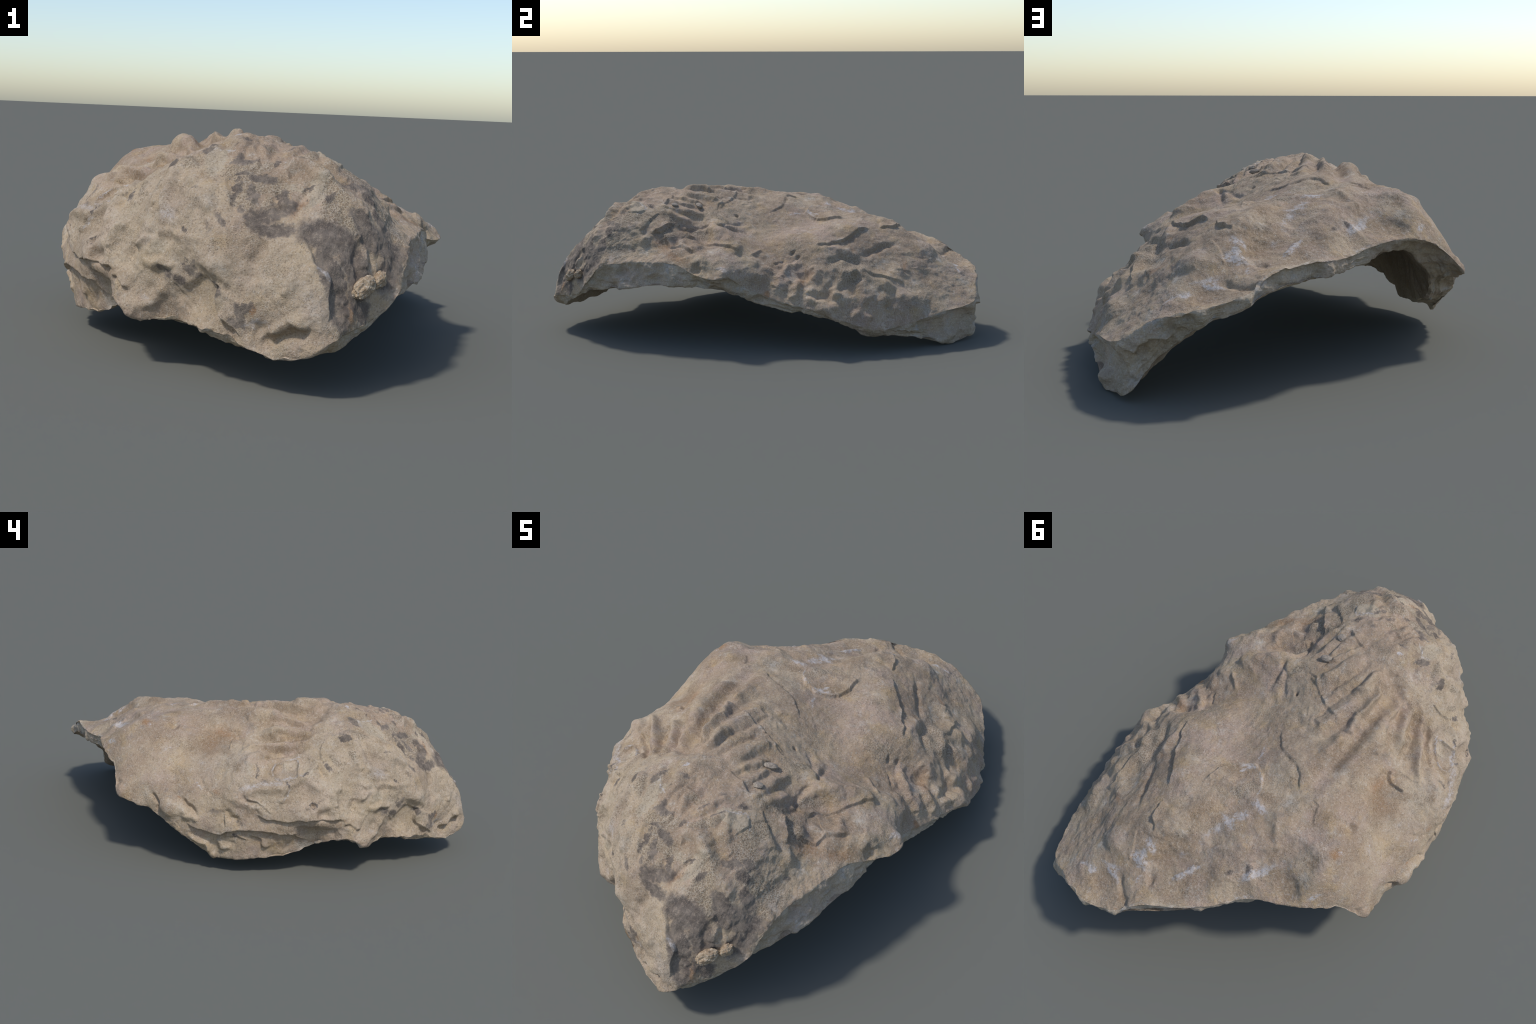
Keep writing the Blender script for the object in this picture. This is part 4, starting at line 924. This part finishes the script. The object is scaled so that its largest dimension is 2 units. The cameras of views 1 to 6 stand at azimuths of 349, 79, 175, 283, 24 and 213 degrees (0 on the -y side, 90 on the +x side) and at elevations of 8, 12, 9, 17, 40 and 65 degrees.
def edge_layers(p, t):
    """Uneven growth layers that show along the broken edge, with chips out of it."""
    flat = p * [1.0, 1.0, 0.35]
    w = t + 0.22 * noise(flat, 4, 21) + 0.09 * noise(flat, 13, 22) + 0.03 * noise(p, 40, 26)
    show = smooth(noise(flat, 6, 27), -0.15, 0.35) * (0.4 + 0.6 * smooth(w, 0.3, 0.8))
    layers = (np.sin(w * 2 * pi * 2.3) * 0.6 + np.sin(w * 2 * pi * 7.1 + 1.3) * 0.3) * show
    chips = np.minimum(noise(p, 9, 23), 0.12) * 0.030 + np.minimum(noise(p, 19, 28), 0.15) * 0.026
    return layers * 0.006 + chips + noise(p, 45, 24) * 0.0045 + noise(p, 110, 25) * 0.0016


lift = raise_relief()
m = on_outer > 0
lift[m] += on_outer[m] * weathering(base[m])
near_edge = np.where((across > 0) & (across < 1), 0.45 + 0.55 * on_edge, 0.45 * np.exp(-depth_in / 0.025))
m = near_edge > 0.01
lift[m] += near_edge[m] * edge_layers(base[m], across[m])
m = on_inner > 0
lift[m] += on_inner[m] * (noise(base[m], 7, 51) * 0.008 + noise(base[m] * [1, 1, 0.3], 16, 52) * 0.012 - abs(noise(base[m] * [1, 1, 0.4], 30, 54)) * 0.006 + noise(base[m], 80, 53) * 0.001)
lift = 0.034 * np.tanh(lift / 0.034)
body = base + normal * lift[:, None]
body[:, 2] -= body[:, 2].min()
normal = vertex_normals(body, all_quads)


# ================================================================== nodes
class Nodes:
    def __init__(self, name, patch=None):
        self.patch = patch
        self.mat = bpy.data.materials.new(name)
        self.mat.use_nodes = True
        self.t = self.mat.node_tree
        self.bsdf = self.t.nodes["Principled BSDF"]
        self.coord = self.t.nodes.new("ShaderNodeTexCoord").outputs["Object"]

    def new(self, kind, **settings):
        n = self.t.nodes.new("ShaderNode" + kind)
        for k, v in settings.items():
            setattr(n, k, v)
        return n

    def put(self, socket, v):
        if isinstance(v, bpy.types.NodeSocket):
            self.t.links.new(v, socket)
        else:
            socket.default_value = v

    def math(self, op, a, b=0.0, c=None, clamp=False):
        n = self.new("Math", operation=op, use_clamp=clamp)
        self.put(n.inputs[0], a)
        self.put(n.inputs[1], b)
        if c is not None:
            self.put(n.inputs[2], c)
        return n.outputs[0]

    def vec(self, op, a, b=(0, 0, 0), c=None, scale=None):
        n = self.new("VectorMath", operation=op)
        self.put(n.inputs[0], a)
        self.put(n.inputs[1], b)
        if c is not None:
            self.put(n.inputs[2], c)
        if scale is not None:
            self.put(n.inputs["Scale"], scale)
        return n.outputs["Value"] if op in ("LENGTH", "DISTANCE", "DOT_PRODUCT") else n.outputs[0]

    def noise(self, scale, detail=4.0, rough=0.6, at=None, colour=False):
        n = self.new("TexNoise")
        self.put(n.inputs["Vector"], at or self.coord)
        n.inputs["Scale"].default_value, n.inputs["Detail"].default_value, n.inputs["Roughness"].default_value = scale, detail, rough
        return n.outputs["Color" if colour else "Fac"]

    def ramp(self, x, lo, hi):
        n = self.new("MapRange", interpolation_type="SMOOTHSTEP")
        self.put(n.inputs["Value"], x)
        n.inputs["From Min"].default_value, n.inputs["From Max"].default_value = lo, hi
        return n.outputs[0]

    def mix(self, fac, a, b, blend="MIX"):
        n = self.new("Mix", data_type="RGBA", blend_type=blend)
        self.put(n.inputs["Factor"], fac)
        self.put(n.inputs["A"], a)
        self.put(n.inputs["B"], b)
        return n.outputs["Result"]

    def reaches(self, spot):
        """Whether a stain can show inside the patch of shell that this material covers."""
        if self.patch is None:
            return True
        a, b, radius, _ = spot
        a, b = np.array(a), np.array(b)
        reach = 2 * radius + np.linalg.norm(b - a) / 2 + 0.06
        return bool((np.minimum(a, b) - reach < self.patch[1]).all() and (np.maximum(a, b) + reach > self.patch[0]).all())

    def stains(self, spots, at, softness=1.0):
        """Union of oblong spots: 1 at their middle, 0 outside, with the wander of 'at'."""
        from mathutils import Vector
        total = None
        spots = [s for s in spots if self.reaches(s)]
        if not spots:
            v = self.new("Value")
            v.outputs[0].default_value = -1.0
            return v.outputs[0]
        for a, b, radius, strength in spots:
            a, b = Vector(a), Vector(b)
            half = (b - a).length / 2
            m = self.new("Mapping", vector_type="TEXTURE")
            # a hair of the running total keeps the spots evaluated one after the other
            self.put(m.inputs["Vector"], at if total is None else self.vec("MULTIPLY_ADD", total, (1e-9, 1e-9, 1e-9), at))
            m.inputs["Location"].default_value = (a + b) / 2
            m.inputs["Rotation"].default_value = ((b - a) if half > 1e-5 else Vector((1, 0, 0))).to_track_quat("X", "Z").to_euler()
            m.inputs["Scale"].default_value = (half + radius, radius, radius)
            d = self.vec("LENGTH", m.outputs[0])
            v = self.math("MULTIPLY_ADD", d, -strength, 2.0 * strength, clamp=False)
            total = v if total is None else self.math("MAXIMUM", total, v)
        return total        # strength x (2 - d): equals strength on the spot's outline


def rgb(r, g, b):
    return (r, g, b, 1.0)


def shell_base(n):
    """Sandy limestone: cream, buff and pinkish grey clouds, bleached and stained."""
    def cloud(scale, lo, hi, shift, detail=6, rough=0.68):
        return n.ramp(n.noise(scale, detail, rough, at=n.vec("ADD", n.coord, shift)), lo, hi)

    colour = n.mix(cloud(4.0, 0.38, 0.62, (0, 0, 0)), rgb(0.400, 0.292, 0.202), rgb(0.495, 0.382, 0.262))
    colour = n.mix(n.math("MULTIPLY", cloud(6.5, 0.46, 0.66, (3.1, 1.7, 0.4)), 0.70), colour, rgb(0.440, 0.324, 0.256))
    colour = n.mix(n.math("MULTIPLY", cloud(10.0, 0.50, 0.68, (7.7, 2.2, 5.1)), 0.62), colour, rgb(0.490, 0.345, 0.185))
    colour = n.mix(n.math("MULTIPLY", cloud(13.0, 0.54, 0.70, (1.3, 9.2, 4.4), 7, 0.74), 0.62), colour, rgb(0.265, 0.230, 0.200))
    colour = n.mix(n.math("MULTIPLY", cloud(24.0, 0.52, 0.72, (2.3, 4.2, 9.4), 5, 0.70), 0.40), colour, rgb(0.300, 0.210, 0.130))
    colour = n.mix(n.math("MULTIPLY", cloud(9.0, 0.52, 0.72, (5.3, 0.2, 8.4), 8, 0.78), 0.70), colour, rgb(0.640, 0.575, 0.490))
    return n.mix(n.math("MULTIPLY", cloud(40.0, 0.58, 0.74, (8.3, 3.2, 1.4), 4, 0.70), 0.50), colour, rgb(0.580, 0.520, 0.450))


def grain(n, colour, strength=1.0):
    """Pale flecks, fine dark mottling and small round pores."""
    fleck = n.noise(75.0, 6, 0.80, at=n.vec("ADD", n.coord, (6.0, 1.0, 3.0)))
    colour = n.mix(n.math("MULTIPLY", n.ramp(fleck, 0.55, 0.70), 0.55 * strength), colour, rgb(0.600, 0.545, 0.475))
    pores = n.new("TexVoronoi", feature="F1")
    n.put(pores.inputs["Vector"], n.coord)
    pores.inputs["Scale"].default_value = 135.0
    gate = n.ramp(n.noise(17.0, 4, 0.7, at=n.vec("ADD", n.coord, (1.0, 7.0, 2.0))), 0.42, 0.60)
    hole = n.math("MULTIPLY", n.ramp(pores.outputs["Distance"], 0.42, 0.14), gate)
    colour = n.mix(n.math("MULTIPLY", hole, 0.60 * strength), colour, rgb(0.150, 0.105, 0.070))
    speck = n.noise(190.0, 3, 0.7)
    colour = n.mix(n.math("MULTIPLY", n.ramp(speck, 0.52, 0.68), 0.55 * strength), colour, rgb(0.620, 0.560, 0.480))
    dark_mottle = n.noise(140.0, 4, 0.75, at=n.vec("ADD", n.coord, (2.0, 4.0, 6.0)))
    return n.mix(n.math("MULTIPLY", n.ramp(dark_mottle, 0.53, 0.66), 0.52 * strength), colour, rgb(0.165, 0.120, 0.082))


def finish(n, colour, bumps):
    n.put(n.bsdf.inputs["Base Color"], colour)
    n.bsdf.inputs["Roughness"].default_value = 0.88
    n.bsdf.inputs["Specular IOR Level"].default_value = 0.22
    last = None
    for height, strength, distance in bumps:
        b = n.new("Bump")
        b.inputs["Strength"].default_value, b.inputs["Distance"].default_value = strength, distance
        n.put(b.inputs["Height"], height)
        if last is not None:
            n.put(b.inputs["Normal"], last)
        last = b.outputs[0]
    n.put(n.bsdf.inputs["Normal"], last)
    return n.mat


def outer_material(patch=None):
    """The look of the outer face; a patch carries only the stains that reach it."""
    n = Nodes("weathered_shell", patch)
    wander = n.vec("SUBTRACT", n.noise(26.0, 5, 0.7, colour=True), (0.5, 0.5, 0.5))
    at = n.vec("ADD", n.coord, n.vec("SCALE", wander, scale=0.050))
    fine_wander = n.vec("SUBTRACT", n.noise(80.0, 4, 0.7, colour=True), (0.5, 0.5, 0.5))
    at = n.vec("ADD", at, n.vec("SCALE", fine_wander, scale=0.016))
    colour = shell_base(n)

    cream = n.ramp(n.stains(CREAM_FLANK, at), 0.75, 1.5)
    colour = n.mix(n.math("MULTIPLY", cream, 0.42), colour, rgb(0.540, 0.440, 0.315))
    pale = n.ramp(n.stains(PALE_CRUST, at), 0.55, 0.75)
    colour = n.mix(n.math("MULTIPLY", pale, 0.75), colour, rgb(0.490, 0.405, 0.295))
    brown_patch = n.math("MULTIPLY", n.ramp(n.stains(BROWN_PATCHES, at), 0.25, 1.10), n.ramp(n.noise(75.0, 5, 0.75), 0.32, 0.58))
    colour = n.mix(n.math("MULTIPLY", brown_patch, 0.75), colour, rgb(0.290, 0.202, 0.125))
    rust = n.ramp(n.stains(RUST, at), 0.1, 1.3)
    colour = n.mix(n.math("MULTIPLY", rust, 0.75), colour, rgb(0.350, 0.185, 0.085))

    # net of small open cells, pale walls round dark pits
    cells = n.new("TexVoronoi", feature="DISTANCE_TO_EDGE")
    n.put(cells.inputs["Vector"], n.vec("ADD", n.coord, n.vec("SCALE", fine_wander, scale=0.006)))
    cells.inputs["Scale"].default_value = 112.0
    wall = n.ramp(cells.outputs["Distance"], 0.05, 0.22)
    fine_cells = n.new("TexVoronoi", feature="DISTANCE_TO_EDGE")
    n.put(fine_cells.inputs["Vector"], n.coord)
    fine_cells.inputs["Scale"].default_value = 190.0
    fine_wall = n.ramp(fine_cells.outputs["Distance"], 0.06, 0.25)
    open_cells = n.ramp(n.stains(OPEN_CELLS, at), 0.45, 0.95)
    some_cells = n.ramp(n.noise(8.0, 4, 0.6, at=n.vec("ADD", n.coord, (4.1, 4.9, 0.7))), 0.46, 0.60)
    pit = n.math("MULTIPLY", wall, open_cells)
    fine_pit = n.math("MULTIPLY", fine_wall, some_cells)
    colour = n.mix(n.math("MULTIPLY", open_cells, 0.45), colour, rgb(0.520, 0.440, 0.330))
    colour = n.mix(n.math("MULTIPLY", pit, 0.62), colour, rgb(0.215, 0.150, 0.090))
    colour = n.mix(n.math("MULTIPLY", fine_pit, 0.30), colour, rgb(0.240, 0.175, 0.110))

    dark = n.ramp(n.stains(DARK_MINERAL, at), 0.62, 0.98)
    tone = n.mix(n.ramp(n.noise(14.0, 5, 0.7), 0.40, 0.62), rgb(0.128, 0.106, 0.092), rgb(0.245, 0.203, 0.165))
    tone = n.mix(n.math("MULTIPLY", n.ramp(n.noise(60.0, 5, 0.75), 0.52, 0.68), 0.7), tone, rgb(0.370, 0.300, 0.235))
    colour = grain(n, colour, 0.85)
    colour = n.mix(n.math("MULTIPLY", dark, n.math("SUBTRACT", 0.92, n.math("MULTIPLY", n.ramp(n.noise(110.0, 5, 0.8), 0.54, 0.66), 0.55))), colour, tone)
    chalk = n.math("MULTIPLY", n.ramp(n.stains(CHALK, at), 0.35, 1.25), n.ramp(n.noise(90.0, 4, 0.75), 0.36, 0.56))
    colour = n.mix(n.math("MULTIPLY", chalk, 0.80), colour, rgb(0.600, 0.560, 0.540))

    return finish(n, colour, [
        (n.math("SUBTRACT", 1.0, n.math("ADD", pit, n.math("MULTIPLY", fine_pit, 0.45))), 0.65, 0.006),
        (n.noise(55.0, 7, 0.80), 0.75, 0.012),
        (n.noise(260.0, 3, 0.7), 0.45, 0.003),
    ])


def edge_material():
    """Broken edge: dusty grey layers with brown seams and sandy matrix."""
    n = Nodes("broken_layers")
    colour = n.mix(0.35, shell_base(n), rgb(0.330, 0.290, 0.230))
    sand = n.ramp(n.noise(7.0, 5, 0.6, at=n.vec("ADD", n.coord, (9.0, 1.0, 3.0))), 0.48, 0.60)
    colour = n.mix(n.math("MULTIPLY", sand, 0.5), colour, rgb(0.300, 0.245, 0.165))
    plate = n.ramp(n.noise(11.0, 5, 0.65, at=n.vec("ADD", n.coord, (0.0, 6.0, 2.0))), 0.54, 0.64)
    colour = n.mix(n.math("MULTIPLY", plate, 0.55), colour, rgb(0.385, 0.365, 0.345))
    seam = n.ramp(n.noise(9.0, 4, 0.6, at=n.vec("MULTIPLY", n.coord, (1.0, 1.0, 6.0))), 0.58, 0.70)
    colour = n.mix(n.math("MULTIPLY", seam, 0.45), colour, rgb(0.190, 0.135, 0.085))
    colour = grain(n, colour, 0.7)
    return finish(n, colour, [(n.noise(10.0, 5, 0.65, at=n.vec("MULTIPLY", n.coord, (1.0, 1.0, 7.0))), 0.40, 0.02),
                              (n.noise(90.0, 5, 0.75), 0.45, 0.006), (n.noise(300.0, 3, 0.7), 0.3, 0.002)])


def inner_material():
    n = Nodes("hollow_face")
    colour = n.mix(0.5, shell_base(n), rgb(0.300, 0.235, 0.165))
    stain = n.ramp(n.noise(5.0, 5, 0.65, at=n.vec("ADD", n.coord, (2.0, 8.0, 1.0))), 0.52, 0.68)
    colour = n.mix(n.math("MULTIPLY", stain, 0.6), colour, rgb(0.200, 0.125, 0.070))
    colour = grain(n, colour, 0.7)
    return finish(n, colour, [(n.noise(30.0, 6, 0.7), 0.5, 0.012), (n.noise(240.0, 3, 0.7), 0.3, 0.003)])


def stone_material(name, low, high, pits):
    n = Nodes(name)
    colour = n.mix(n.ramp(n.noise(40.0, 4, 0.65), 0.38, 0.62), rgb(*low), rgb(*high))
    colour = grain(n, colour, pits)
    return finish(n, colour, [(n.noise(110.0, 5, 0.75), 0.5, 0.006)])


# ================================================================== objects
def mesh_object(name, points, quads, normals, material, parent):
    used = np.unique(quads)
    to = np.zeros(len(points), np.int64)
    to[used] = np.arange(len(used))
    me = bpy.data.meshes.new(name)
    q = to[quads]
    me.vertices.add(len(used))
    me.vertices.foreach_set("co", points[used].astype(np.float32).ravel())
    me.loops.add(q.size)
    me.loops.foreach_set("vertex_index", q.astype(np.int32).ravel())
    me.polygons.add(len(q))
    me.polygons.foreach_set("loop_start", np.arange(0, q.size, q.shape[1], dtype=np.int32))
    me.update(calc_edges=True)
    me.polygons.foreach_set("use_smooth", np.ones(len(q), bool))
    me.normals_split_custom_set_from_vertices(normals[used].astype(np.float32))
    if material:
        me.materials.append(material)
    o = bpy.data.objects.new(name, me)
    bpy.context.scene.collection.objects.link(o)
    o.parent = parent
    return o


shell = bpy.data.objects.new("fossil_oyster_shell", None)
bpy.context.scene.collection.objects.link(shell)
shell["label"] = "arched fossil oyster valve, ribbed tan limestone with grey stains"
shell["category"] = "fossil shell"

outer_face = mesh_object("outer_face", body, outer_quads, normal, None, shell)


def patches(points, levels):
    """Halve the face again and again across its longest side; the look runs on over the borders."""
    groups = [np.arange(len(points))]
    for _ in range(levels):
        halves = []
        for g in groups:
            axis = np.ptp(points[g], axis=0).argmax()
            cut = np.median(points[g, axis])
            halves += [g[points[g, axis] <= cut], g[points[g, axis] > cut]]
        groups = halves
    return groups


centres = body[outer_quads].mean(1)
outer_face.data.materials.clear()
slot = np.zeros(len(centres), np.int32)
for k, group in enumerate(patches(centres, 4)):
    outer_face.data.materials.append(outer_material((centres[group].min(0) - 0.005, centres[group].max(0) + 0.005)))
    slot[group] = k
outer_face.data.polygons.foreach_set("material_index", slot)
mesh_object("broken_edge", body, edge_quads, normal, edge_material(), shell)
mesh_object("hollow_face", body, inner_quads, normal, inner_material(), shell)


def ball(seed, rough, steps=28):
    """A lumpy unit stone as a quad sphere."""
    pts, quads = [], []
    t = np.linspace(-1, 1, steps + 1)
    a, b = np.meshgrid(np.tan(t * pi / 4), np.tan(t * pi / 4))
    for k in range(3):
        for s in (1, -1):
            face = np.stack([np.full(a.size, float(s)), a.ravel() * s, b.ravel()], 1)
            q = grid_quads(steps) + sum(len(x) for x in pts)
            pts.append(np.roll(face, k, axis=1))
            quads.append(q)
    p = np.vstack(pts)
    p /= np.linalg.norm(p, axis=1, keepdims=True)
    u, back = np.unique(p.round(6), axis=0, return_inverse=True)
    quads = back.ravel()[np.vstack(quads)]
    u = u * (1 + rough * (noise(u, 1.3, seed) + 0.45 * noise(u, 3.2, seed + 1) + 0.25 * noise(u, 7.5, seed + 2)))[:, None]
    return u, quads


def stone(name, at, toward, half, seed, rough, material, sink=0.25):
    """A stone stuck on the outer face at 'at', its long side pointing to 'toward'."""
    u, quads = ball(seed, rough)
    k = np.linalg.norm(body[:n_face] - np.array(at), axis=1).argmin()
    n = normal[k]
    x = np.array(toward, float) - body[k]
    x -= n * (x @ n)
    x /= np.linalg.norm(x)
    y = np.cross(n, x)
    c = body[k] + n * half[2] * (1 - 2 * sink)
    p = c + (u * half) @ np.stack([x, y, n])
    return mesh_object(name, p, quads, vertex_normals(p, quads), material, shell)


ochre = stone_material("ochre_nodule_crust", (0.30, 0.215, 0.135), (0.40, 0.31, 0.21), 1.0)
slate = stone_material("grey_pebble_stone", (0.24, 0.20, 0.16), (0.34, 0.29, 0.23), 0.6)
stone("nodule", (0.083, -0.910, 0.280), (0.120, -0.881, 0.300), (0.042, 0.024, 0.018), 61, 0.30, ochre)
stone("nodule", (0.133, -0.868, 0.292), (0.150, -0.850, 0.310), (0.026, 0.018, 0.015), 64, 0.32, ochre)
stone("pebble", (0.060, -0.300, 0.587), (0.080, -0.295, 0.587), (0.026, 0.014, 0.010), 67, 0.20, slate)
stone("pebble", (0.062, -0.418, 0.587), (0.080, -0.415, 0.587), (0.018, 0.016, 0.009), 70, 0.20, slate)
